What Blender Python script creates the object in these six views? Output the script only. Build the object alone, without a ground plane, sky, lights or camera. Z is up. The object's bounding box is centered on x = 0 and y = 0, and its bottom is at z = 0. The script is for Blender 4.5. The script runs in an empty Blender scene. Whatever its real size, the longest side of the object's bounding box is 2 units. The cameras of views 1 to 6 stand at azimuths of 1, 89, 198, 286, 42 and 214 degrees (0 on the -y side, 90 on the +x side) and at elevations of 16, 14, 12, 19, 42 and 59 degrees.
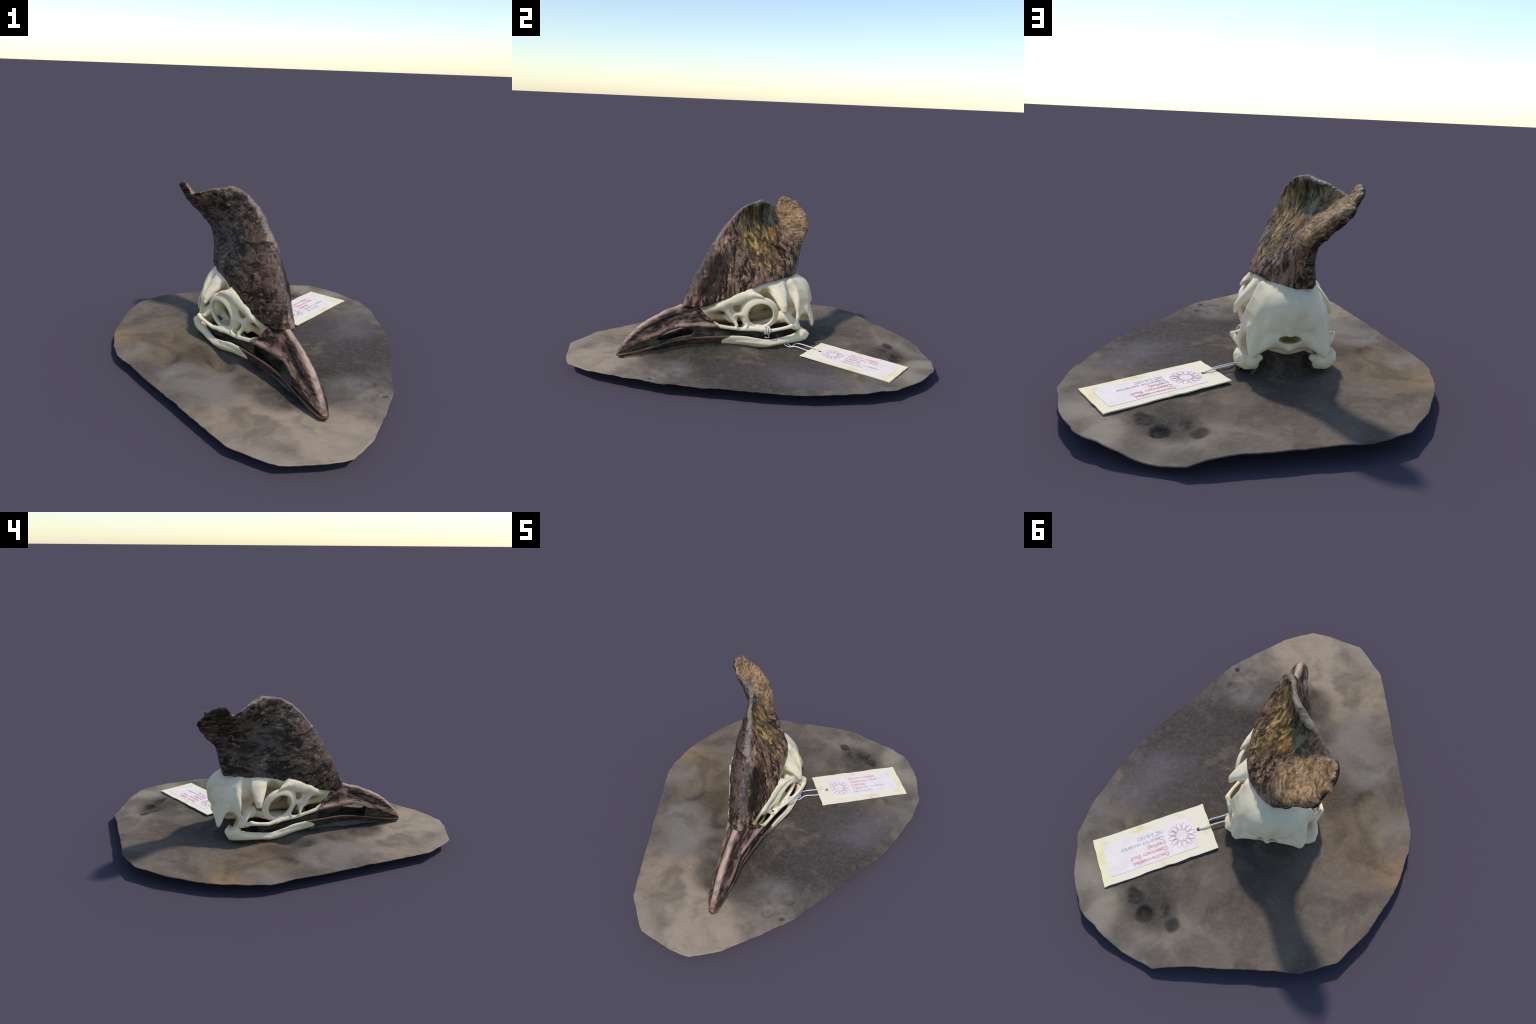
import bpy, bmesh, math, random
import numpy as np
from mathutils import Vector, Matrix

random.seed(7)
RNG = np.random.RandomState(11)
SKULL_TURN = math.radians(25.5)
SKULL_AT = Vector((-0.008, -0.004, 0.0))
SHEET_Z = 0.060

# ------------------------------------------------------------------ helpers
def interp(pts, v, smooth=True):
    """Interpolate a profile (list of (key, value)) with a monotone-ish cubic."""
    p = np.array(pts, float)
    k, w = p[:, 0], p[:, 1]
    v = np.asarray(v, float)
    if not smooth or len(k) < 3:
        return np.interp(v, k, w)
    m = np.gradient(w, k)
    i = np.clip(np.searchsorted(k, v) - 1, 0, len(k) - 2)
    h = k[i + 1] - k[i]
    t = np.clip((v - k[i]) / h, 0, 1)
    t2, t3 = t * t, t * t * t
    return ((2*t3 - 3*t2 + 1) * w[i] + (t3 - 2*t2 + t) * h * m[i]
            + (-2*t3 + 3*t2) * w[i + 1] + (t3 - t2) * h * m[i + 1])

LATTICE = np.random.RandomState(5).rand(64, 64, 64).astype(np.float32) * 2 - 1
def vnoise(P):
    """Smooth value noise at points P (n,3), range about -1..1."""
    Q = np.floor(P).astype(np.int64)
    f = P - Q
    f = f * f * (3 - 2 * f)
    r = 0
    for dx in (0, 1):
        wx = f[:, 0] if dx else 1 - f[:, 0]
        for dy in (0, 1):
            wy = f[:, 1] if dy else 1 - f[:, 1]
            for dz in (0, 1):
                wz = f[:, 2] if dz else 1 - f[:, 2]
                r = r + wx * wy * wz * LATTICE[(Q[:, 0] + dx) & 63, (Q[:, 1] + dy) & 63, (Q[:, 2] + dz) & 63]
    return r

def fbm(P, octaves=4, gain=0.5):
    r, a, s = 0, 1.0, 1.0
    for o in range(octaves):
        r = r + a * vnoise(P * s + 17.3 * o)
        a *= gain
        s *= 2.03
    return r

def smin(a, b, k):
    h = np.clip(0.5 + 0.5 * (b - a) / k, 0, 1)
    return b + (a - b) * h - k * h * (1 - h)

def smax(a, b, k):
    return -smin(-a, -b, k)

class Field:
    """A signed distance field on a regular grid; half fields are mirrored in x."""
    def __init__(self, lo, hi, h, mirror=True):
        self.h, self.mirror = h, mirror
        if mirror:
            lo = (0.0, lo[1], lo[2])
        self.lo = np.array(lo, float)
        self.n = (np.ceil((np.array(hi) - self.lo) / h).astype(int) + 1)
        self.F = np.full(self.n, 0.2, np.float32)

    def axes(self, sl):
        return [(self.lo[a] + self.h * np.arange(sl[a].start, sl[a].stop)).astype(np.float32) for a in range(3)]

    def box(self, lo, hi):
        i0 = np.clip(np.floor((np.array(lo) - self.lo) / self.h).astype(int), 0, self.n)
        i1 = np.clip(np.ceil((np.array(hi) - self.lo) / self.h).astype(int) + 1, 0, self.n)
        return tuple(slice(int(a), int(max(a, b))) for a, b in zip(i0, i1))

    def apply(self, lo, hi, fn, k, cut=False):
        pad = 0.03 + k
        sl = self.box(np.array(lo) - pad, np.array(hi) + pad)
        if any(s.stop <= s.start for s in sl):
            return
        x, y, z = self.axes(sl)
        d = fn(x[:, None, None], y[None, :, None], z[None, None, :])
        cur = self.F[sl]
        self.F[sl] = smax(cur, -d, k) if cut else smin(cur, d, k)

    def limb(self, pts, k=0.012, cut=False, flat=None):
        self.limbs([pts], k, cut, flat)

    def limbs(self, chains, k=0.012, cut=False, flat=None):
        """Chains of tapered rods, joined hard to each other and then blended in; points are (x, y, z, r)."""
        allp = np.array([p for c in chains for p in c], float)
        def fn(x, y, z):
            d = None
            for pts in chains:
                for a, b in zip(pts[:-1], pts[1:]):
                    A, B = np.array(a[:3]), np.array(b[:3])
                    ra, rb = a[3], b[3]
                    AB = B - A
                    px, py, pz = x - A[0], y - A[1], z - A[2]
                    t = np.clip((px * AB[0] + py * AB[1] + pz * AB[2]) / (float(AB @ AB) + 1e-12), 0, 1)
                    qx, qy, qz = px - t * AB[0], py - t * AB[1], pz - t * AB[2]
                    q = qx*qx + qy*qy + qz*qz
                    if flat is not None:
                        dn = qx * flat[0] + qy * flat[1] + qz * flat[2]
                        q = q + (flat[3] ** 2 - 1) * dn * dn
                    e = np.sqrt(np.maximum(q, 0)) - (ra + (rb - ra) * t)
                    d = e if d is None else np.minimum(d, e)
            return d
        r = allp[:, 3:4]
        self.apply((allp[:, :3] - r).min(0), (allp[:, :3] + r).max(0), fn, k, cut)

    def egg(self, c, r, k=0.02, cut=False, axes=None, power=2.0):
        c, r = np.array(c), np.array(r)
        M = np.eye(3) if axes is None else np.array(axes)
        R = max(r)
        def fn(x, y, z):
            px, py, pz = x - c[0], y - c[1], z - c[2]
            u = [(px * M[i][0] + py * M[i][1] + pz * M[i][2]) / r[i] for i in range(3)]
            s = (np.abs(u[0]) ** power + np.abs(u[1]) ** power + np.abs(u[2]) ** power) ** (1 / power)
            g = np.sqrt((u[0] / r[0]) ** 2 + (u[1] / r[1]) ** 2 + (u[2] / r[2]) ** 2) + 1e-6
            s2 = np.sqrt(u[0] ** 2 + u[1] ** 2 + u[2] ** 2) + 1e-6
            return (s - 1) * s2 / g
        self.apply(c - R, c + R, fn, k, cut)

    def mesh(self, name, smooth_steps=2):
        F = self.F
        if self.mirror:
            F = np.concatenate([F[1:][::-1], F], axis=0)
            lo = self.lo - np.array([self.h * (self.n[0] - 1), 0, 0])
        else:
            lo = self.lo
        F = F.copy()
        for a in range(3):      # close at the borders
            s = [slice(None)] * 3
            for e in (0, -1):
                s[a] = e
                F[tuple(s)] = np.maximum(F[tuple(s)], 1e-3)
        V, Q = surface_nets(F)
        V = lo + V * self.h
        return relax(V, Q, smooth_steps), Q

def surface_nets(F):
    S = F < 0
    nx, ny, nz = F.shape
    cnt = np.zeros((nx-1, ny-1, nz-1), np.int8)
    for d in np.ndindex(2, 2, 2):
        cnt += S[d[0]:nx-1+d[0], d[1]:ny-1+d[1], d[2]:nz-1+d[2]]
    I, J, K = np.nonzero((cnt > 0) & (cnt < 8))
    idx = np.full(cnt.shape, -1, np.int64)
    idx[I, J, K] = np.arange(len(I))
    pos = np.zeros((len(I), 3))
    num = np.zeros(len(I))
    for c in np.ndindex(2, 2, 2):
        for ax in range(3):
            if c[ax]:
                continue
            e = list(c); e[ax] = 1
            a = F[I+c[0], J+c[1], K+c[2]].astype(float)
            b = F[I+e[0], J+e[1], K+e[2]].astype(float)
            m = (a < 0) != (b < 0)
            t = np.where(m, a / np.where(m, a - b, 1), 0)
            p = np.tile(np.array(c, float), (len(I), 1))
            p[:, ax] += t
            pos += p * m[:, None]
            num += m
    V = np.stack([I, J, K], 1) + pos / num[:, None]
    quads = []
    for ax in range(3):
        a = [slice(None)] * 3; b = [slice(None)] * 3
        a[ax] = slice(0, -1); b[ax] = slice(1, None)
        A, B = S[tuple(a)], S[tuple(b)]
        u, w = (ax + 1) % 3, (ax + 2) % 3
        P = np.stack(np.nonzero(A != B), 1)
        P = P[(P[:, u] > 0) & (P[:, w] > 0) & (P[:, u] < F.shape[u]-1) & (P[:, w] < F.shape[w]-1)]
        inside = A[P[:, 0], P[:, 1], P[:, 2]]
        def cell(du, dw):
            c = P.copy(); c[:, u] -= du; c[:, w] -= dw
            return idx[c[:, 0], c[:, 1], c[:, 2]]
        q = np.stack([cell(1, 1), cell(0, 1), cell(0, 0), cell(1, 0)], 1)
        q[~inside] = q[~inside][:, ::-1]
        quads.append(q)
    return V, np.concatenate(quads)

def relax(V, Q, steps, keep=0.5):
    if steps == 0:
        return V
    e = np.concatenate([Q[:, [0, 1]], Q[:, [1, 2]], Q[:, [2, 3]], Q[:, [3, 0]]])
    e = np.concatenate([e, e[:, ::-1]])
    n = np.bincount(e[:, 0], minlength=len(V))[:, None]
    for _ in range(steps):
        for w in (keep, -keep * 0.9):
            s = np.stack([np.bincount(e[:, 0], V[e[:, 1], i], minlength=len(V)) for i in range(3)], 1)
            V = V + w * (s / n - V)
    return V

def vertex_normals(V, Q):
    d1, d2 = V[Q[:, 2]] - V[Q[:, 0]], V[Q[:, 3]] - V[Q[:, 1]]
    fn = np.cross(d1, d2)
    N = np.zeros_like(V)
    for j in range(Q.shape[1]):
        for i in range(3):
            N[:, i] += np.bincount(Q[:, j], fn[:, i], minlength=len(V))
    return N / (np.linalg.norm(N, axis=1, keepdims=True) + 1e-12)

def make_object(name, V, faces, mat, parent=None, smooth=True):
    me = bpy.data.meshes.new(name)
    V = np.asarray(V, np.float32)
    if isinstance(faces, np.ndarray):
        me.vertices.add(len(V))
        me.vertices.foreach_set("co", V.ravel())
        k = faces.shape[1]
        me.loops.add(faces.size)
        me.loops.foreach_set("vertex_index", faces.astype(np.int32).ravel())
        me.polygons.add(len(faces))
        me.polygons.foreach_set("loop_start", np.arange(0, faces.size, k, dtype=np.int32))
        me.update(calc_edges=True)
        me.validate()
    else:
        me.from_pydata([tuple(v) for v in V], [], faces)
    if smooth:
        me.polygons.foreach_set("use_smooth", np.ones(len(me.polygons), bool))
    ob = bpy.data.objects.new(name, me)
    bpy.context.collection.objects.link(ob)
    for m in (mat if isinstance(mat, (list, tuple)) else [mat]):
        me.materials.append(m)
    if parent:
        ob.parent = parent
    return ob

def part_from_mask(name, V, Q, N, mask, mat, parent):
    """Take the faces under mask as one part that keeps the whole body's normals."""
    q = Q[mask]
    used, inv = np.unique(q, return_inverse=True)
    ob = make_object(name, V[used], inv.reshape(q.shape), mat, parent)
    ob.data.normals_split_custom_set_from_vertices([tuple(n) for n in N[used]])
    return ob

# ------------------------------------------------------------------ material helpers
class Nodes:
    def __init__(self, name):
        self.m = bpy.data.materials.new(name)
        self.m.use_nodes = True
        self.t = self.m.node_tree
        self.b = self.t.nodes["Principled BSDF"]
        self.co = self.t.nodes.new("ShaderNodeTexCoord").outputs["Object"]
    def new(self, kind, **kw):
        n = self.t.nodes.new(kind)
        for a, v in kw.items():
            setattr(n, a, v)
        return n
    def put(self, sock, v):
        if hasattr(v, "node"):
            self.t.links.new(v, sock)
        elif v is not None:
            sock.default_value = v
    def mapped(self, scale=(1, 1, 1), rot=(0, 0, 0), src=None, loc=(0, 0, 0)):
        n = self.new("ShaderNodeMapping")
        self.put(n.inputs["Vector"], src or self.co)
        n.inputs["Scale"].default_value = scale
        n.inputs["Rotation"].default_value = rot
        n.inputs["Location"].default_value = loc
        return n.outputs[0]
    def noise(self, scale, detail=4, rough=0.55, src=None, distort=0.0):
        n = self.new("ShaderNodeTexNoise")
        self.put(n.inputs["Vector"], src or self.co)
        n.inputs["Scale"].default_value = scale
        n.inputs["Detail"].default_value = detail
        n.inputs["Roughness"].default_value = rough
        n.inputs["Distortion"].default_value = distort
        return n.outputs["Fac"]
    def voronoi(self, scale, src=None, feature="F1"):
        n = self.new("ShaderNodeTexVoronoi", feature=feature)
        self.put(n.inputs["Vector"], src or self.co)
        n.inputs["Scale"].default_value = scale
        return n.outputs["Distance"]
    def ramp(self, v, lo, hi, a=0.0, b=1.0):
        n = self.new("ShaderNodeMapRange", interpolation_type="SMOOTHSTEP")
        self.put(n.inputs["Value"], v)
        n.inputs["From Min"].default_value = lo
        n.inputs["From Max"].default_value = hi
        n.inputs["To Min"].default_value = a
        n.inputs["To Max"].default_value = b
        return n.outputs[0]
    def math(self, op, a, b=0.0):
        n = self.new("ShaderNodeMath", operation=op)
        self.put(n.inputs[0], a)
        self.put(n.inputs[1], b)
        return n.outputs[0]
    def mix(self, f, a, b, mode="MIX"):
        n = self.new("ShaderNodeMix", data_type="RGBA", blend_type=mode)
        self.put(n.inputs["Factor"], f)
        self.put(n.inputs["A"], a if hasattr(a, "node") else (*a, 1))
        self.put(n.inputs["B"], b if hasattr(b, "node") else (*b, 1))
        return n.outputs["Result"]
    def warped(self, amount, scale):
        n = self.new("ShaderNodeTexNoise")
        self.put(n.inputs["Vector"], self.co)
        n.inputs["Scale"].default_value = scale
        n.inputs["Detail"].default_value = 3
        s = self.new("ShaderNodeVectorMath", operation="SUBTRACT")
        self.put(s.inputs[0], n.outputs["Color"]); s.inputs[1].default_value = (.5, .5, .5)
        k = self.new("ShaderNodeVectorMath", operation="SCALE")
        self.put(k.inputs[0], s.outputs[0]); k.inputs["Scale"].default_value = amount
        a = self.new("ShaderNodeVectorMath", operation="ADD")
        self.put(a.inputs[0], self.co); self.put(a.inputs[1], k.outputs[0])
        return a.outputs[0]
    def blob(self, c, r, src, squash=(1, 1, 1), hard=0.35):
        """1 inside an ellipsoidal patch round c, fading out at r."""
        s = self.new("ShaderNodeVectorMath", operation="SUBTRACT")
        self.put(s.inputs[0], src); s.inputs[1].default_value = c
        m = self.new("ShaderNodeVectorMath", operation="MULTIPLY")
        self.put(m.inputs[0], s.outputs[0]); m.inputs[1].default_value = squash
        l = self.new("ShaderNodeVectorMath", operation="LENGTH")
        self.put(l.inputs[0], m.outputs[0])
        return self.ramp(l.outputs["Value"], r * hard, r, 1.0, 0.0)
    def axis(self, i, src=None):
        n = self.new("ShaderNodeSeparateXYZ")
        self.put(n.inputs[0], src or self.co)
        return n.outputs[i]
    def bump(self, h, strength, dist):
        n = self.new("ShaderNodeBump")
        n.inputs["Strength"].default_value = strength
        n.inputs["Distance"].default_value = dist
        self.put(n.inputs["Height"], h)
        self.put(self.b.inputs["Normal"], n.outputs[0])
    def graded(self, c, tint, sat, gain=1.0, dark=1.0):
        """Tint, saturate and deepen a colour."""
        c = self.mix(1.0, c, tint, "MULTIPLY")
        h = self.new("ShaderNodeHueSaturation")
        self.put(h.inputs["Color"], c)
        h.inputs["Saturation"].default_value = sat
        h.inputs["Value"].default_value = gain
        g = self.new("ShaderNodeGamma")
        self.put(g.inputs["Color"], h.outputs[0])
        g.inputs["Gamma"].default_value = dark
        return g.outputs[0]
    def done(self, color, rough=0.75, spec=0.12):
        self.put(self.b.inputs["Base Color"], color if hasattr(color, "node") else (*color, 1))
        self.put(self.b.inputs["Roughness"], rough)
        self.b.inputs["Specular IOR Level"].default_value = spec
        return self.m

def bone_material():
    n = Nodes("cream_bone")
    w = n.warped(0.03, 25)
    c = n.mix(n.ramp(n.noise(9, 4, .6, w), .35, .7), (.885, .765, .545), (.81, .675, .44))  # bone lightened and yellowed toward the scan's baked sunlight and warm shade
    c = n.mix(n.ramp(n.noise(16, 4, .6, w), .56, .76, 0, .45), c, (.68, .53, .29))
    c = n.mix(n.ramp(n.noise(75, 3, .6), .6, .75, 0, .15), c, (.66, .53, .34))
    # tan tone deep inside the orbits and behind the cheek windows
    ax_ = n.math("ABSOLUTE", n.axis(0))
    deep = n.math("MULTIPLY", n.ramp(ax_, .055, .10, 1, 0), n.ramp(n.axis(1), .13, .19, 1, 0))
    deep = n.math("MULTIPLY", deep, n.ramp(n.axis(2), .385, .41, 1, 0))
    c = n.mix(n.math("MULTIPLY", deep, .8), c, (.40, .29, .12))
    # yellow-brown patches in the hollows of both sides
    both = n.new("ShaderNodeCombineXYZ")
    n.put(both.inputs[0], ax_); n.put(both.inputs[1], n.axis(1, w)); n.put(both.inputs[2], n.axis(2, w))
    for at, r_, amt in (((.125, .020, .372), .045, .8), ((.135, .166, .285), .048, .55), ((.060, -.24, .245), .060, .75), ((.090, -.130, .290), .034, .8),
                        ((.075, -.105, .215), .045, .7), ((.10, .15, .235), .04, .4), ((.145, .255, .205), .048, .8)):
        c = n.mix(n.math("MULTIPLY", n.blob(at, r_, both.outputs[0], (1, 1, 1), .35), amt), c, (.46, .325, .135))
    c = n.mix(n.math("MULTIPLY", n.blob((0, .32, .238), .052, n.co, (1, .8, 2.4), .6), .85), c, (.22, .135, .03))
    c = n.mix(n.math("MULTIPLY", n.blob((.165, .235, .195), .05, n.co, (1, 1, 1), .3), .6), c, (.36, .25, .09))
    c = n.mix(n.math("MULTIPLY", n.blob((-.165, .235, .195), .05, n.co, (1, 1, 1), .3), .6), c, (.36, .25, .09))
    n.bump(n.noise(60, 5), .15, .003)
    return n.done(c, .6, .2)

def beak_material():
    n = Nodes("brown_horn_sheath")
    st = n.mapped((1.6, .22, 1.3))
    w = n.noise(42, 5, .62, st, .6)
    c = n.mix(n.ramp(w, .40, .60), (.036, .023, .018), (.215, .140, .110))
    c = n.mix(n.ramp(n.noise(15, 4, .6), .48, .64, 0, .65), c, (.28, .182, .145))
    c = n.mix(n.ramp(n.noise(26, 4, .65, n.mapped((1.2, .5, 1.2))), .50, .60, 0, .85), c, (.026, .018, .015))
    # worn pale-pink ridge along the top of the beak
    ridge = n.ramp(n.math("ABSOLUTE", n.axis(0)), .008, .019, 1, 0)
    ridge = n.math("MULTIPLY", ridge, n.ramp(n.axis(2), .085, .2, .25, 1))
    ridge = n.math("MULTIPLY", ridge, n.ramp(n.noise(28, 4, .6, st), .3, .55, .4, 1))
    c = n.mix(n.math("MULTIPLY", ridge, .85), c, (.50, .375, .325))
    groove = n.math("MULTIPLY", n.ramp(n.math("ABSOLUTE", n.math("SUBTRACT", n.math("ABSOLUTE", n.axis(0, n.warped(.008, 30))), .028)), .003, .012, 1, 0), n.ramp(n.axis(1), -.50, -.42, 1, .2))
    c = n.mix(n.math("MULTIPLY", groove, n.ramp(n.axis(2), .15, .19, .4, .85)), c, (.026, .019, .016))
    # pale rubbed cutting edge: distance from the edge line, which climbs and then levels off towards the face
    y = n.axis(1)
    line = n.math("ADD", n.ramp(y, -.80, -.44, .05, .208), n.ramp(y, -.44, -.25, 0, -.008))
    edge = n.ramp(n.math("ABSOLUTE", n.math("SUBTRACT", n.axis(2), n.math("ADD", line, .010))), .006, .016, 1, 0)
    edge = n.math("MULTIPLY", edge, n.ramp(n.noise(30, 4, .6, st), .35, .6, .1, .75))
    c = n.mix(edge, c, (.42, .30, .275))
    # dark mouth lining below the cutting edge
    low = n.ramp(n.math("SUBTRACT", n.axis(2), line), -.014, -.004, 1, 0)
    c = n.mix(n.math("MULTIPLY", low, .9), c, n.mix(n.ramp(w, .4, .6), (.04, .032, .024), (.14, .115, .075)))
    c = n.graded(c, (1.03, .965, .89), 1.0, 1.10, 1.10)
    n.bump(w, .6, .008)
    return n.done(c, .6, .2)

def mouth_material():
    n = Nodes("dark_mouth_lining")
    w = n.noise(30, 5, .62, n.mapped((1.2, .35, 1.2)), .5)
    c = n.mix(n.ramp(w, .40, .62), (.035, .028, .020), (.115, .092, .060))
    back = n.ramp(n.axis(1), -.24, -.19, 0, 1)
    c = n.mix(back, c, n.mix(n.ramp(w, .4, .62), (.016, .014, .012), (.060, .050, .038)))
    return n.done(c, .75, .1)

def lower_beak_material():
    n = Nodes("dark_lower_horn")
    st = n.mapped((1.4, .25, 1.4))
    w = n.noise(40, 5, .62, st, .5)
    c = n.mix(n.ramp(w, .40, .62), (.020, .013, .010), (.10, .058, .042))
    top = n.math("SUBTRACT", n.axis(2), n.ramp(n.axis(1), -.78, -.40, .082, .148))
    c = n.mix(n.math("MULTIPLY", n.ramp(top, -.008, .002, 0, .6), n.ramp(n.noise(25, 4, .6, st), .35, .55, .3, 1)), c, (.20, .125, .095))
    n.bump(w, .4, .005)
    return n.done(c, .6, .2)

def casque_outer_material():
    n = Nodes("casque_dark_horn")
    wv = n.warped(.03, 20)
    st = n.mapped((.9, .42, 1.0), (.5, 0, 0), wv)
    w = n.noise(26, 6, .64, st, .9)
    c = n.mix(n.ramp(w, .42, .58), (.020, .0145, .011), (.150, .102, .073))
    c = n.mix(n.ramp(n.noise(9, 5, .6), .46, .60, 0, .8), c, (.026, .020, .015))
    c = n.mix(n.ramp(n.noise(48, 5, .62, st, .6), .55, .64, 0, .85), c, (.27, .19, .145))
    c = n.mix(n.ramp(n.voronoi(17, st, "DISTANCE_TO_EDGE"), .0, .05, .35, 0), c, (.014, .010, .008))
    wp = n.warped(.10, 14)
    rus = n.blob((-.06, -.27, .40), .22, wp)
    c = n.mix(n.math("MULTIPLY", rus, n.ramp(n.noise(40, 4, .6, st), .50, .62, 0, .75)), c, (.20, .105, .060))
    blk = n.blob((-.04, -.33, .36), .14, wp)
    c = n.mix(n.math("MULTIPLY", blk, n.ramp(n.noise(22, 4, .6), .42, .55, 0, .8)), c, (.012, .009, .008))
    # grey weathered patches in the middle of the flank
    gry = n.blob((-.10, .06, .58), .22, wp)
    c = n.mix(n.math("MULTIPLY", gry, n.ramp(n.noise(20, 5, .6, st), .47, .60, 0, .75)), c, (.17, .155, .130))
    # purple-grey worn band behind the front ridge
    front = n.math("ADD", n.axis(1, wp), n.math("MULTIPLY", n.axis(2, wp), -.62))
    band = n.math("MULTIPLY", n.ramp(front, -.63, -.55, 1, 0), n.ramp(n.axis(2), .38, .46, 0, 1))
    c = n.mix(n.math("MULTIPLY", band, n.ramp(n.noise(34, 5, .65), .42, .56, .1, .85)), c, (.165, .105, .088))
    tip = n.ramp(n.axis(2, wp), .81, .85, 0, .75)
    c = n.mix(n.math("MULTIPLY", tip, n.ramp(n.axis(1, wp), .18, .24, 1, .3)), c, n.mix(n.ramp(w, .42, .6), (.12, .085, .06), (.40, .31, .24)))
    c = n.graded(c, (1.03, .97, .88), .92, 1.0, 1.12)  # whole flank deepened and warmed to match its baked-in shading
    n.bump(w, .5, .010)
    return n.done(c, .5, .2)

def casque_inner_material():
    n = Nodes("casque_worn_inner_horn")
    wv = n.warped(.025, 22)
    st = n.mapped((1.0, 1.0, .26), (-.25, 0, 0), wv)
    w = n.noise(30, 6, .64, st, .9)
    base = n.mix(n.ramp(w, .42, .58), (.034, .022, .016), (.29, .190, .140))
    base = n.mix(n.ramp(n.noise(11, 5, .6, st), .47, .60, 0, .8), base, (.022, .016, .012))
    base = n.mix(n.ramp(n.noise(45, 5, .6, st), .57, .66, 0, .7), base, (.44, .32, .26))
    wp = n.warped(.11, 12)
    yel = n.blob((-.02, .035, .70), .225, wp, (.5, 1.15, .85), .4)
    ymix = n.mix(n.ramp(w, .40, .60), (.075, .052, .026), (.50, .345, .140))
    ymix = n.mix(n.ramp(n.noise(15, 5, .62, st), .45, .58, 0, .85), ymix, (.060, .046, .026))
    c = n.mix(yel, base, ymix)
    dark = n.blob((-.06, .05, .825), .14, wp, (.6, .8, 1.15), .45)
    c = n.mix(n.math("MULTIPLY", dark, .95), c, n.mix(n.ramp(w, .44, .62), (.022, .019, .012), (.16, .125, .05)))
    grn = n.blob((-.11, .16, .76), .09, wp, (.6, 1, 1), .3)
    c = n.mix(n.math("MULTIPLY", grn, .8), c, n.mix(n.ramp(w, .42, .6), (.05, .05, .035), (.23, .22, .15)))
    tan = n.blob((-.15, .36, .73), .24, wp, (.7, 1.1, .9), .45)
    hs = n.mapped((1, .35, 1.4), (.95, 0, 0), wv)
    tmix = n.mix(n.ramp(n.noise(44, 6, .62, hs, .8), .36, .66), (.15, .095, .055), (.43, .30, .18))
    tmix = n.mix(n.ramp(n.noise(16, 5, .6, hs), .50, .68, 0, .6), tmix, (.12, .080, .050))
    c = n.mix(tan, c, tmix)
    oran = n.blob((-.044, .135, .673), .036, n.warped(.03, 20), (.6, 1, .7), .3)
    c = n.mix(n.math("MULTIPLY", oran, .7), c, (.36, .175, .05))
    # grey-blue rubbed strip on the front ridge with a dark streak behind it
    wq = n.warped(.05, 14)
    front = n.math("ADD", n.axis(1, wq), n.math("MULTIPLY", n.axis(2, wq), -.60))
    strip = n.math("MULTIPLY", n.ramp(front, -.62, -.585, 1, 0), n.ramp(n.axis(2), .64, .76, 1, .3))
    c = n.mix(n.math("MULTIPLY", strip, .8), c, n.mix(n.ramp(n.noise(20, 4, .6), .42, .58), (.070, .068, .072), (.25, .195, .185)))
    hol = n.math("MULTIPLY", n.ramp(front, -.60, -.57, 0, 1), n.ramp(front, -.54, -.48, 1, 0))
    hol = n.math("MULTIPLY", hol, n.math("MULTIPLY", n.ramp(n.axis(2), .34, .40, 0, 1), n.ramp(n.axis(2), .56, .64, 1, 0)))
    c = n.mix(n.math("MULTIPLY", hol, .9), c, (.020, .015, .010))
    lip = n.ramp(n.axis(2, wp), .835, .86, 0, .7)
    c = n.mix(n.math("MULTIPLY", lip, n.ramp(n.axis(1), .2, .26, 1, 0)), c, (.42, .34, .28))
    c = n.graded(c, (1.03, .965, .885), 1.0, 1.2, 1.12)
    n.bump(w, .7, .010)
    return n.done(c, .55, .15)

def casque_lip_material():
    n = Nodes("casque_rubbed_lip")
    w = n.noise(26, 5, .62, n.warped(.03, 20))
    c = n.mix(n.ramp(w, .36, .62), (.11, .080, .060), (.25, .185, .140))
    c = n.mix(n.ramp(n.noise(12, 4), .5, .66, 0, .6), c, (.14, .115, .105))
    n.bump(w, .4, .008)
    return n.done(c, .5, .25)

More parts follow.
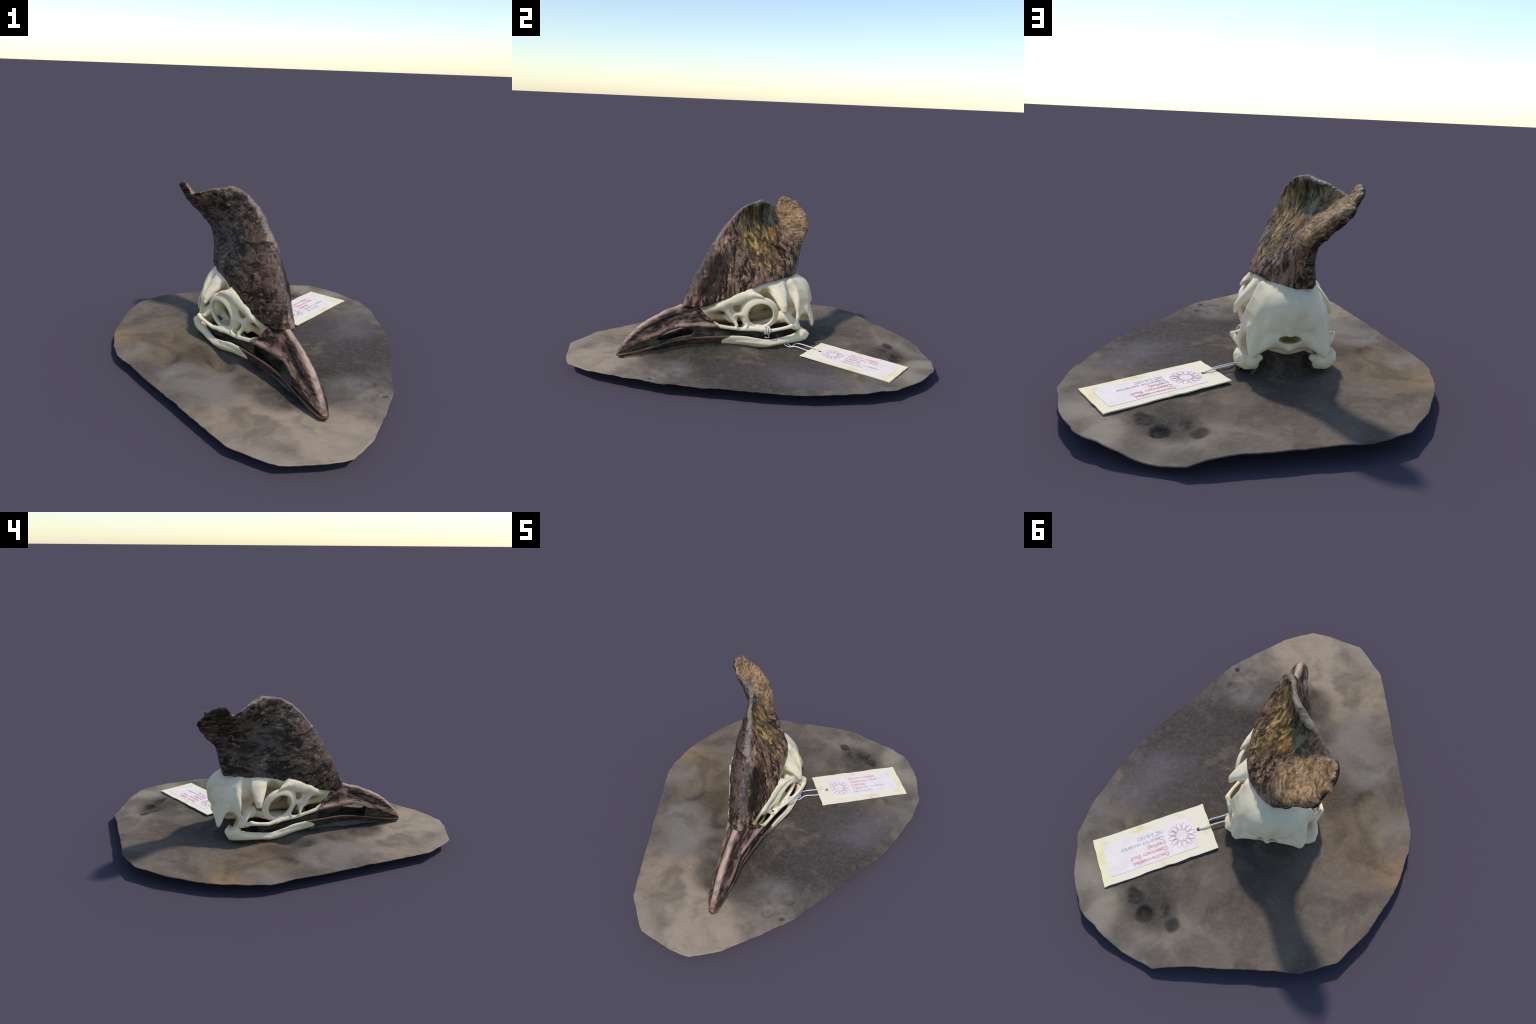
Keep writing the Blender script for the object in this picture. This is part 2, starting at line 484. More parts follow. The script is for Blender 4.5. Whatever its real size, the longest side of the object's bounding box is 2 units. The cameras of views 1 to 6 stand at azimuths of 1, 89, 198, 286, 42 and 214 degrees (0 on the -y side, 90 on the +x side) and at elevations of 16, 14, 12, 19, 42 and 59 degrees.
def rock_material():
    n = Nodes("grey_brown_rock")
    w = n.warped(.30, 3.5)
    w2 = n.warped(.10, 9)
    grain = n.noise(60, 6, .7, w2)
    c = n.mix(n.ramp(n.noise(3.2, 4, .55), .38, .62), (.115, .100, .088), (.165, .143, .122))
    def patch(c, at, r, col, amt, sq=(1, 1, 1), hard=.25):
        return n.mix(n.math("MULTIPLY", n.blob((*at, SHEET_Z), r, w, sq, hard), amt), c, col)
    c = patch(c, (.24, -.90), .50, (.355, .300, .245), .95, (.75, 1.0, 1), .5)
    c = patch(c, (-.10, -.74), .30, (.31, .255, .20), .9)
    c = patch(c, (.05, -.97), .22, (.25, .225, .20), .6)
    c = patch(c, (-.17, -.44), .24, (.225, .215, .205), .85, (1, .8, 1), .1)
    c = patch(c, (-.33, -.33), .16, (.21, .205, .20), .8)
    c = patch(c, (-.50, -.02), .30, (.20, .152, .105), .9)
    c = patch(c, (-.68, .05), .20, (.28, .19, .12), .9, (1.4, .8, 1))
    c = patch(c, (-.58, -.17), .15, (.20, .19, .19), .7)
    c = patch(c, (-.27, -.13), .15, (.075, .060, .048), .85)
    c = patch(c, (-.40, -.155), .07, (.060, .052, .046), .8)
    c = patch(c, (-.34, .02), .14, (.115, .092, .070), .6)
    c = patch(c, (-.63, .30), .22, (.175, .140, .118), .8)
    c = patch(c, (-.29, .58), .35, (.150, .125, .112), .8)
    c = patch(c, (.53, .00), .44, (.060, .057, .062), .95, (1.1, .8, 1), .4)
    c = patch(c, (.43, .18), .26, (.075, .072, .082), .85)
    c = patch(c, (.50, .27), .22, (.125, .118, .140), .8, (1, 1, 1), .1)
    c = patch(c, (.60, .42), .16, (.12, .115, .128), .7)
    c = patch(c, (.32, -.30), .30, (.046, .043, .043), .9)
    c = patch(c, (.50, -.42), .20, (.22, .21, .215), .8, (1, 1, 1), .1)
    c = patch(c, (.62, -.58), .20, (.225, .20, .172), .9)
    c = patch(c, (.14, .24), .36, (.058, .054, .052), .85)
    c = patch(c, (.16, -.52), .16, (.050, .046, .044), .8)  # ambient shadow beside the beak, coloured into the rock
    c = patch(c, (-.12, .36), .26, (.075, .066, .060), .7)  # rock darkened here for the shadow behind the skull
    c = patch(c, (-.02, -.36), .13, (.060, .050, .042), .75)
    c = patch(c, (.48, .86), .16, (.30, .275, .24), .9)
    c = patch(c, (.30, .93), .18, (.30, .275, .235), .9)
    c = patch(c, (.62, .66), .16, (.20, .19, .18), .8)
    c = patch(c, (-.08, .76), .16, (.235, .205, .18), .8)
    c = patch(c, (.02, .95), .18, (.24, .22, .20), .8)
    c = patch(c, (.15, .76), .17, (.065, .060, .058), .85)
    c = n.mix(n.math("MULTIPLY", n.blob((.10, .80, SHEET_Z - .02), .17, w2, (1, 1.3, 1), .2), .8), c, (.062, .056, .052))
    c = patch(c, (-.05, .09), .23, (.040, .034, .028), .95, (1, 1, .2), .6)  # near-black tone bakes the under-skull shadow into the mound
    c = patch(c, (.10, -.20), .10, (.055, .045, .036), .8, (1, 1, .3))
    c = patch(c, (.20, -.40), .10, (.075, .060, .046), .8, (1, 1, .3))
    c = n.mix(n.ramp(n.noise(5, 4, .55, w), .44, .66, 0, .5), c, (.055, .048, .044))
    for px, py, r_ in ((.130, .825, .050), (.07, .762, .034), (-.002, .793, .042), (.209, .79, .044), (.591, -.476, .016), (.235, .775, .03)):  # darkness of the holes painted on, several without a modelled pit
        c = n.mix(n.math("MULTIPLY", n.blob((px, py, SHEET_Z - .03), r_, n.warped(.012, 40), (1, 1, .2), .5), .85), c, (.030, .028, .028))
    c = n.mix(n.ramp(n.noise(9, 4, .5, w), .52, .7, 0, .25), c, (.27, .235, .20))
    c = n.mix(n.ramp(grain, .42, .66, 0, .14), c, (.30, .265, .225))
    c = n.mix(n.ramp(n.noise(150, 3, .7), .64, .72, 0, .25), c, (.36, .33, .29))
    c = n.mix(1.0, c, (1.0, .91, .80), "MULTIPLY")  # overall tint warmed to cancel blue skylight
    n.bump(grain, .3, .008)
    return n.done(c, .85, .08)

def plain(name, col, rough=.6, vary=0.0, spec=.35):
    n = Nodes(name)
    c = col
    if vary:
        c = n.mix(n.ramp(n.noise(14, 4), .35, .7), col, tuple(v * (1 - vary) for v in col))
    return n.done(c, rough, spec)

def card_material():
    n = Nodes("cream_card")
    w = n.warped(.02, 30)
    c = n.mix(n.ramp(n.noise(9, 4), .35, .65), (.86, .76, .56), (.84, .75, .60))
    c = n.mix(n.ramp(n.noise(11, 3, .5, n.mapped(loc=(3, 1, 0))), .50, .70, 0, .9), c, (.74, .62, .30))
    # yellowed far end and corners
    c = n.mix(n.ramp(n.axis(0, w), .44, .54, 0, .65), c, (.88, .78, .42))
    return n.done(c, .8, .1)

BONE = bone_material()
BEAK = beak_material()
LOWHORN = lower_beak_material()
MOUTH = mouth_material()
CASQUE_OUT = casque_outer_material()
CASQUE_IN = casque_inner_material()
CASQUE_LIP = casque_lip_material()
ROCK = rock_material()
CARD = card_material()
LABEL = plain("lilac_label", (.88, .77, .72), .7, .10, .1)
RED = plain("red_print", (.82, .43, .43), .8, .25, .1)
GREY = plain("grey_print", (.62, .57, .58), .8, .25, .1)
STRING = plain("white_thread", (.68, .66, .66), .7, .1)
MEMBRANE = plain("grey_green_film", (.20, .20, .16), .8, .25, .1)
BLACK = plain("punched_hole", (.02, .018, .018), .8)

# ------------------------------------------------------------------ skull root
def empty(name, label, category):
    e = bpy.data.objects.new(name, None)
    bpy.context.collection.objects.link(e)
    e["label"] = label
    e["category"] = category
    return e

skull = empty("cassowary_skull", "cream bird skull with tall dark horny casque and beak", "animal skull")
skull.location = SKULL_AT
skull.rotation_euler = (0, 0, SKULL_TURN)

# --- profiles of the beak along y (negative y = towards the tip), all in the skull's own frame
CULMEN = [(-.79, .06), (-.776, .080), (-.766, .106), (-.745, .135), (-.71, .172), (-.67, .208), (-.62, .241), (-.56, .270), (-.51, .291),
          (-.455, .303), (-.412, .316), (-.36, .322), (-.30, .325)]
TOMIUM = [(-.79, .070), (-.77, .088), (-.735, .108), (-.69, .130), (-.62, .155), (-.57, .172), (-.52, .192), (-.48, .202), (-.44, .207),
          (-.37, .205), (-.30, .197), (-.24, .197)]
HALFW = [(-.79, .004), (-.775, .012), (-.76, .021), (-.735, .032), (-.69, .043), (-.62, .050), (-.57, .053), (-.48, .054), (-.44, .058), (-.37, .067),
         (-.30, .080), (-.24, .094)]
# border where the casque sits on the bone: y, half width, z
BORDER = [(-.40, .030, .305), (-.33, .058, .302), (-.25, .088, .325), (-.17, .110, .355), (-.08, .126, .392), (0, .128, .424),
          (.10, .120, .436), (.19, .098, .440), (.25, .058, .436), (.275, .0, .428)]

def beak_field(f):
    def fn(x, y, z):
        yy = y[0, :, 0].astype(float)
        top = interp(CULMEN, yy)[None, :, None]
        bot = interp(TOMIUM, yy)[None, :, None]
        wid = interp(HALFW, yy)[None, :, None]
        t = np.clip((z - bot) / (top - bot), 0, 1.2)
        # flank: flares at the cutting edge, waists in the nostril groove, rounds over into the culmen
        back = np.clip((y + .50) / .12, 0, 1)
        prof = np.interp(t, [0, .12, .30, .45, .62, .78, .90, 1.0, 1.2], [1, .97, .70, .60, .54, .42, .30, .14, -.35])
        flank = wid * (prof + .10 * back * np.clip(1 - t, 0, 1) * t * 4 * .3)
        d_side = (x - flank) * .78
        # arched palate under the beak
        roof = bot + .018 * np.clip(1 - (x / np.maximum(wid, .005)) ** 2, 0, 1) * np.clip((-.70 - y) / -.05, 0, 1)
        d_bot = roof - z
        d = np.maximum(d_side, d_bot)
        d = np.maximum(d, z - top - .002)
        d = np.maximum(d, -.782 - y)
        return np.maximum(d, y + .27)
    f.apply((0, -.79, .05), (.12, -.25, .36), fn, .004)
    # nostril groove beside the culmen, and the open nostril slit itself
    f.limb([(.030, -.44, .270, .006), (.030, -.52, .243, .011), (.030, -.60, .212, .014), (.029, -.69, .162, .009), (.020, -.738, .130, .005)], .006, True)
    f.limb([(.036, -.545, .214, .007), (.026, -.60, .203, .017), (.030, -.650, .184, .006)], .004, True)
    f.limb([(.074, -.34, .236, .007), (.060, -.42, .240, .010), (.053, -.50, .228, .009), (.050, -.58, .190, .004)], .006, True)

def cranium_field():
    h = .0031
    f = Field((0, -.80, .03), (.252, .40, .475), h)
    beak_field(f)
    # facial core under the casque and the thin wall between the orbits
    f.limb([(0, -.40, .255, .042), (0, -.30, .268, .048), (0, -.18, .30, .046), (0, -.05, .355, .042), (0, .09, .36, .06)], .02)
    f.limb([(0, -.42, .215, .028), (0, -.2, .22, .030), (0, .05, .20, .03), (0, .25, .20, .035)], .02)
    f.limb([(.012, -.3, .25, .022), (.006, -.1, .26, .018), (.010, .06, .26, .024)], .02)
    # roof rim on which the casque sits
    rim = [(max(w - .026, 0), y, z - .026, .025) for y, w, z in BORDER[1:-1]]
    f.limb(rim, .02)
    f.limb([(.0, -.30, .285, .03), (.03, -.15, .335, .035), (.05, 0, .385, .04), (.05, .12, .40, .04), (.03, .2, .40, .04)], .03)
    f.limb([(.07, -.08, .36, .03), (.08, .04, .385, .035), (.07, .14, .40, .035)], .025)
    # braincase
    f.egg((0, .195, .335), (.132, .168, .112), .02)
    f.egg((0, .12, .385), (.118, .13, .055), .02)
    f.egg((0, .235, .285), (.140, .113, .112), .025, power=2.5)
    f.egg((0, .22, .22), (.10, .11, .06), .03, power=2.4)
    # swellings and pits on the back of the skull
    f.egg((.068, .392, .312), (.052, .044, .050), .02, True)
    f.egg((.066, .332, .300), (.026, .014, .024), .02)
    f.egg((0, .372, .30), (.006, .012, .07), .012, True)
    # nuchal crest running down to the ear: a broad rounded band that turns into the back of the skull
    crest = [(.100, .19, .410, .022), (.126, .214, .372, .019), (.150, .214, .325, .017), (.168, .204, .278, .014), (.181, .192, .235, .011), (.190, .185, .203, .008)]
    inner_ = [(.070, .26, .375, .030), (.090, .275, .345, .028), (.112, .280, .31, .026), (.128, .275, .275, .024), (.140, .262, .245, .018), (.165, .215, .215, .010)]
    band = [crest, inner_]
    for t in np.linspace(0, 1, 13)[1:-1]:
        band.append([tuple(np.array(p) * (1 - t) + np.array(q) * t) for p, q in zip(crest, inner_)])
    band += [[p, q] for p, q in zip(crest, inner_)]
    f.limbs(band, .022)
    # wing beside the ear, pointing down
    f.limb([(.105, .30, .27, .028), (.132, .310, .225, .024), (.144, .318, .192, .017), (.146, .319, .164, .009)], .02, flat=(.45, .89, 0, 1.6))
    f.limb([(.150, .270, .265, .014), (.160, .290, .225, .010), (.152, .312, .18, .008)], .015)
    f.limbs([[(.060, .325, .240, .024), (.10, .322, .205, .016), (.138, .318, .172, .009)], [(.06, .325, .225, .014), (.09, .322, .196, .010), (.135, .320, .176, .008)]], .02)
    # median ridge and the two low bosses beside it
    f.limb([(0, .335, .38, .010), (0, .352, .32, .010), (0, .352, .26, .008)], .02)
    # frontal shelf and the broad downward process behind the orbit
    proc = []
    for sh in np.linspace(0, 1, 6):
        o = .066 * sh
        bow = .006 * math.sin(math.pi * sh)
        proc.append([(.092 + .010 * sh, .056 + o, .406, .026), (.128 + .012 * sh + bow, .066 + o * .9, .380 - .010 * sh, .021), (.162 + .010 * sh + bow, .080 + o * .62, .345 - .010 * sh, .016),
                     (.187 + .004 * sh + bow, .092 + o * .40, .310, .013), (.200 + .002 * sh, .098 + .012 * sh, .284, .009)])
    f.limbs(proc, .018)
    # temple hollow between that process and the crest
    f.egg((.204, .166, .298), (.068, .033, .085), .014, True, axes=[(.93, .30, -.2), (-.30, .95, 0), (.2, .06, .97)])
    f.egg((.170, .162, .252), (.055, .036, .040), .014, True)
    # brow spur in front of the orbit, one broad blade with the roof rim
    f.limb([(.070, -.22, .315, .030), (.095, -.14, .348, .032), (.118, -.095, .372, .027), (.142, -.058, .378, .019), (.162, -.028, .372, .011), (.178, -.004, .365, .004)], .016, flat=(0, 0, 1, 1.15))
    f.limb([(.085, -.20, .335, .020), (.108, -.13, .372, .020), (.122, -.07, .394, .018)], .016)
    f.limb([(.100, -.15, .335, .022), (.122, -.10, .352, .018), (.145, -.055, .362, .010)], .014)
    # floor and inner wall of the orbit
    f.egg((.092, -.005, .184), (.060, .095, .014), .010)
    f.egg((.035, -.005, .290), (.030, .060, .060), .02)
    # opening over the orbit behind the spur
    f.egg((.152, .018, .378), (.034, .036, .036), .010, True)
    # plate and strut in front of the orbit
    f.limb([(.080, -.225, .315, .020), (.090, -.192, .285, .016), (.096, -.172, .255, .012), (.104, -.152, .225, .010), (.118, -.132, .195, .011)], .014)
    f.egg((.078, -.135, .262), (.018, .060, .062), .014)
    f.limb([(.085, -.15, .240, .014), (.102, -.115, .218, .012), (.125, -.09, .195, .012)], .014)
    f.limb([(.05, -.14, .30, .02), (.088, -.105, .318, .014), (.115, -.075, .335, .012)], .016)
    f.egg((.114, -.132, .290), (.036, .036, .021), .008, True, axes=[(1, 0, 0), (0, .80, -.60), (0, .60, .80)])
    f.egg((.128, -.112, .222), (.066, .023, .038), .008, True)
    f.egg((.116, -.112, .196), (.030, .026, .012), .006, True)
    # front rim of the cheek window, and its back wall
    f.limb([(.055, -.335, .285, .012), (.066, -.318, .262, .010), (.078, -.285, .232, .008), (.090, -.250, .212, .010)], .010)
    f.limb([(.042, -.31, .262, .020), (.050, -.24, .242, .020), (.058, -.18, .238, .016)], .02)
    # cheek bar
    f.limb([(.054, -.46, .214, .008), (.060, -.41, .213, .010), (.068, -.36, .211, .011), (.079, -.31, .206, .011), (.095, -.24, .203, .011), (.106, -.19, .192, .010), (.117, -.12, .178, .010), (.136, -.054, .175, .0105),
            (.160, .0, .176, .012), (.178, .045, .170, .0105), (.198, .09, .181, .010), (.210, .128, .190, .011), (.213, .148, .196, .014)], .010, flat=(.9, .4, 0, 1.25))
    # eye ring: a short tilted cone of bone with a broad flat face
    n = np.array((.92, -.32, -.19)); n /= np.linalg.norm(n)
    u = np.cross((0, 0, 1.0), n); u /= np.linalg.norm(u)
    v = np.cross(n, u)
    C = np.array((.148, -.014, .263))
    def ring(x, y, z):
        px, py, pz = x - C[0], y - C[1], z - C[2]
        a = px*u[0] + py*u[1] + pz*u[2]
        b = px*v[0] + py*v[1] + pz*v[2]
        c = px*n[0] + py*n[1] + pz*n[2]
        r = np.sqrt(a*a + b*b)
        front_ = np.clip(-a / .08, 0, 1)
        wide = .0165 + .007 * front_
        R = .0845 + .007 * front_
        c2 = c + .45 * (r - R)
        return ((np.abs((r - R) / wide) ** 2.5 + np.abs(c2 / .0115) ** 2.5 + 1e-9) ** .4 - 1) * .0115
    f.apply(C - .125, C + .125, ring, .008)
    f.limb([(.140, -.02, .186, .013), (.152, -.005, .174, .013)], .012)
    f.limb([(.112, -.10, .262, .014), (.098, -.14, .260, .014)], .012)
    # quadrate, ear region and palate rods
    f.limb([(.10, .18, .25, .035), (.125, .16, .225, .030), (.155, .185, .195, .024), (.180, .195, .178, .020), (.200, .165, .185, .014)], .014)
    f.limb([(.165, .215, .185, .022), (.175, .235, .158, .017), (.165, .238, .145, .014)], .014)
    f.egg((.112, .138, .222), (.034, .036, .036), .014)
    f.limb([(.10, .12, .205, .022), (.085, .03, .180, .017), (.072, -.08, .160, .014), (.066, -.17, .158, .012), (.060, -.26, .18, .012)], .012, flat=(1, 0, 0, 1.6))
    f.limb([(.03, .02, .185, .014), (.07, .10, .19, .012)], .012)
    # hollow in front of the ear wing
    f.egg((.184, .256, .204), (.050, .038, .048), .010, True)
    # hole for the spinal cord with its knob below
    f.egg((0, .350, .240), (.046, .055, .016), .006, True)
    f.egg((.055, .345, .168), (.052, .05, .034), .012, True)
    f.limb([(0, .27, .205, .026), (0, .322, .214, .015)], .010)
    f.egg((0, .328, .202), (.013, .016, .014), .008)
    f.limbs([[(0, .10, .185, .040), (0, .26, .190, .034)], [(.04, .12, .185, .035), (.055, .25, .195, .026)]], .02)
    return f

F = cranium_field()
V, Q = F.mesh("cranium", 7)
N = vertex_normals(V, Q)
V = V + N * (.0005 * fbm(V * 22, 3))[:, None]
front_weight = np.clip((-.28 - V[:, 1]) / .06, 0, 1)
V = V + N * (front_weight * (.0022 * fbm(V * np.array([60, 18, 60]), 3)))[:, None]
N = vertex_normals(V, Q)
cen = V[Q].mean(axis=1)
wob = .006 * vnoise(cen * 40)
sheath = (cen[:, 1] < -.236 - .95 * (cen[:, 2] - .198) + wob) & ~((cen[:, 1] > -.30) & (np.abs(cen[:, 0]) < .045))
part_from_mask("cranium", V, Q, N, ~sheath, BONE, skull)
part_from_mask("upper_beak", V, Q, N, sheath, BEAK, skull)

# ------------------------------------------------------------------ mouth walls (they differ between right and left)
def mouth_field():
    f = Field((-.16, -.79, .07), (.19, .13, .225), .0034, mirror=False)
    ys = np.array([-.76, -.70, -.62, -.55, -.48, -.40, -.30, -.22])
    top_ = interp(TOMIUM, ys)
    low_ = np.array([.084, .094, .106, .122, .134, .150, .150, .150])
    xt = np.maximum(interp(HALFW, np.minimum(ys, -.24)) - .008, .008) - np.array([0, 0, 0, 0, 0, 0, 0, .004])
    xl = np.array([.010, .018, .030, .040, .046, .062, .076, .080])
    wall = []
    for i in range(len(ys) - 1):
        for t in np.linspace(0, 1, 7):
            wall.append([(xl[k] + (xt[k] - xl[k]) * t, ys[k], low_[k] + (top_[k] - low_[k]) * t, .0055) for k in (i, i + 1)])
    f.limbs(wall, .005)
    f.limb([(.046, -.552, .152, .014), (.053, -.50, .166, .024), (.06, -.44, .178, .026), (.066, -.392, .178, .018)], .004, True)
    # on the left the front part is closed, then only the palate wall farther in
    wall = []
    for i in range(3):
        for t in np.linspace(0, 1, 7):
            wall.append([(-(xl[k] + (xt[k] - .004 - xl[k]) * t), ys[k], low_[k] + (top_[k] - low_[k]) * t, .005) for k in (i, i + 1)])
    f.limbs(wall, .004)
    wall = []
    for z in np.linspace(.105, .205, 8):
        wall.append([(-.020, -.40, z, .006), (-.034, -.30, z, .006), (-.050, -.21, z, .006)])
    f.limbs(wall, .005)
    # dark wall across the gap between cheek bar and lower jaw, farther back
    yb = np.array([-.25, -.18, -.10, -.03, .04, .10])
    xb = np.array([.088, .098, .108, .128, .148, .158])
    zt = np.array([.196, .184, .172, .170, .168, .172])
    zl = np.array([.146, .142, .132, .118, .106, .108])
    for side in (1, -1):
        wall = []
        for t in np.linspace(0, 1, 7):
            wall.append([(side * xb[k], yb[k], zl[k] + (zt[k] - zl[k]) * t, .006) for k in range(len(yb))])
        f.limbs(wall, .005)
    return f
MF = mouth_field()
MV, MQ = MF.mesh("mouth", 3)
MV = MV + vertex_normals(MV, MQ) * (.0012 * fbm(MV * 30, 3))[:, None]
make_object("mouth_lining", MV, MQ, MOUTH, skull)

# ------------------------------------------------------------------ lower jaw
JAW = [  # y, x centre, z bottom, z top, half thickness
    (.262, .172, .098, .148, .024), (.235, .180, .088, .156, .030), (.20, .182, .085, .142, .026), (.15, .180, .082, .131, .017), (.09, .172, .076, .121, .012),
    (.03, .164, .068, .116, .011), (-.03, .155, .075, .128, .010), (-.10, .138, .089, .144, .0095), (-.16, .124, .096, .150, .009),
    (-.22, .107, .101, .151, .0085), (-.30, .089, .104, .152, .008), (-.37, .073, .105, .151, .008), (-.43, .061, .102, .146, .008),
    (-.49, .049, .097, .135, .008), (-.57, .043, .087, .122, .008), (-.65, .032, .080, .104, .008), (-.72, .022, .073, .093, .009),
    (-.762, .012, .068, .084, .010)]

def jaw_field():
    f = Field((0, -.80, .03), (.25, .30, .19), .0031)
    J = np.array(JAW[::-1])
    y0 = J[:, 0]
    def fn(x, y, z):
        yy = y[0, :, 0].astype(float)
        xc, zb, zt, ht = [interp(np.stack([y0, J[:, i]], 1), np.clip(yy, y0[0], y0[-1]))[None, :, None] for i in (1, 2, 3, 4)]
        zc, hz = (zb + zt) / 2, (zt - zb) / 2
        lean = np.clip(.20 - y * .6, .2, .42) * (z - zc)          # upper edge leans outwards
        e = np.sqrt(((x - xc - lean) / ht) ** 2 + np.abs((z - zc) / hz) ** 2.6 + 1e-9)
        d = (e - 1) * ht
        over = np.maximum(np.maximum(y - y0[-1], y0[0] - y), 0)
        return np.maximum(d, 0) + np.minimum(d, 0) + over * 1.4
    f.apply((0, -.78, .05), (.24, .29, .17), fn, .004)
    # floor joining both halves behind the tip
    f.limb([(0, -.765, .078, .011), (0, -.70, .082, .011), (0, -.63, .088, .009)], .012)
    f.limb([(.02, -.72, .080, .009), (.03, -.66, .084, .008)], .01)
    # joint cup, inner and rear spurs
    f.limb([(.19, .215, .150, .014), (.195, .245, .142, .012)], .012)
    f.limb([(.17, .245, .118, .030), (.135, .255, .120, .028), (.108, .252, .132, .014)], .014)
    f.limb([(.16, .25, .10, .018), (.125, .255, .098, .012)], .012)
    f.limb([(.175, .25, .12, .022), (.195, .262, .13, .010)], .012)
    # ridge along the outside
    f.limb([(.188, .20, .116, .011), (.183, .10, .096, .009), (.173, .03, .088, .008), (.155, -.06, .106, .006), (.132, -.14, .116, .005)], .012)
    f.egg((.205, .10, .128), (.018, .08, .012), .01, True)
    f.egg((.187, -.02, .118), (.018, .06, .012), .01, True)
    return f

JF = jaw_field()
JV, JQ = JF.mesh("jaw")
JN = vertex_normals(JV, JQ)
JV = JV + JN * (.0007 * fbm(JV * np.array([40, 20, 40]), 3))[:, None]
JN = vertex_normals(JV, JQ)
jc = JV[JQ].mean(axis=1)
edge = -.228 + .035 * np.clip((jc[:, 2] - .116) / .028, -1, 1.3) ** 2 + .003 * vnoise(jc * 45)
horn = jc[:, 1] < edge
part_from_mask("lower_jaw", JV, JQ, JN, ~horn, BONE, skull)
part_from_mask("lower_beak", JV, JQ, JN, horn, LOWHORN, skull)

# thin sheets under the lower jaw: a pale floor sloping from the right half down to the stone on the left,
# and a dark skirt of stone closing the gap below the jaw from outside
def jaw_at(ys):
    J = np.array(JAW[::-1])
    return [interp(np.stack([J[:, 0], J[:, i]], 1), ys) for i in (1, 2)]

def sheet_between(name, A, thick, mat, parent):
    """Solid sheet over a grid of points A (rows, columns, 3), thickened along the vector thick."""
    nt, ny = A.shape[:2]
    top_, back = A.reshape(-1, 3), (A + np.array(thick)).reshape(-1, 3)
    n_ = len(top_)
    fs = []
    for i in range(nt - 1):
        for j in range(ny - 1):
            q = (i*ny+j, i*ny+j+1, (i+1)*ny+j+1, (i+1)*ny+j)
            fs.append(q); fs.append(tuple(k + n_ for k in q[::-1]))
    per = [j for j in range(ny)] + [i*ny + ny-1 for i in range(1, nt)] + [(nt-1)*ny + j for j in range(ny-2, -1, -1)] + [i*ny for i in range(nt-2, 0, -1)]
    fs += [(p, p + n_, q + n_, q) for p, q in zip(per, per[1:] + per[:1])]
    ob = make_object(name, np.concatenate([top_, back]), fs, mat, parent)
    bm = bmesh.new(); bm.from_mesh(ob.data); bmesh.ops.recalc_face_normals(bm, faces=bm.faces); bm.to_mesh(ob.data); bm.free()
    return ob

ys = np.linspace(-.22, -.735, 44)
xj, zj = jaw_at(ys)
fade = np.clip((ys + .74) / .10, 0, 1)
rows = []
for t in np.linspace(0, 1, 14):
    x = (xj - .010) * (1 - t) - (.72 * xj - .004) * t
    z = (zj + .004) * (1 - t) ** 1.5 + (.0575) * (1 - (1 - t) ** 1.5) - .002
    rows.append(np.stack([x, ys, z], 1))
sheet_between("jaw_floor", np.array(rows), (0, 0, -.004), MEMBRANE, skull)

def to_world(P):
    c_, s_ = math.cos(SKULL_TURN), math.sin(SKULL_TURN)
    return np.stack([P[..., 0] * c_ - P[..., 1] * s_ + SKULL_AT.x, P[..., 0] * s_ + P[..., 1] * c_ + SKULL_AT.y, P[..., 2]], -1)

def skirt(side, y0, y1):
    ys = np.linspace(y0, y1, 60)
    xj, zj = jaw_at(ys)
    rows = []
    for t in np.linspace(0, 1, 9):
        x = side * (xj - .004 + .022 * t ** 2 + .002 * np.sin(ys * 60))
        z = (zj + .006) * (1 - t) + .052 * t
        rows.append(np.stack([x, ys, z], 1))
    return to_world(np.array(rows))
SKIRTS = [skirt(1, .21, -.74)]

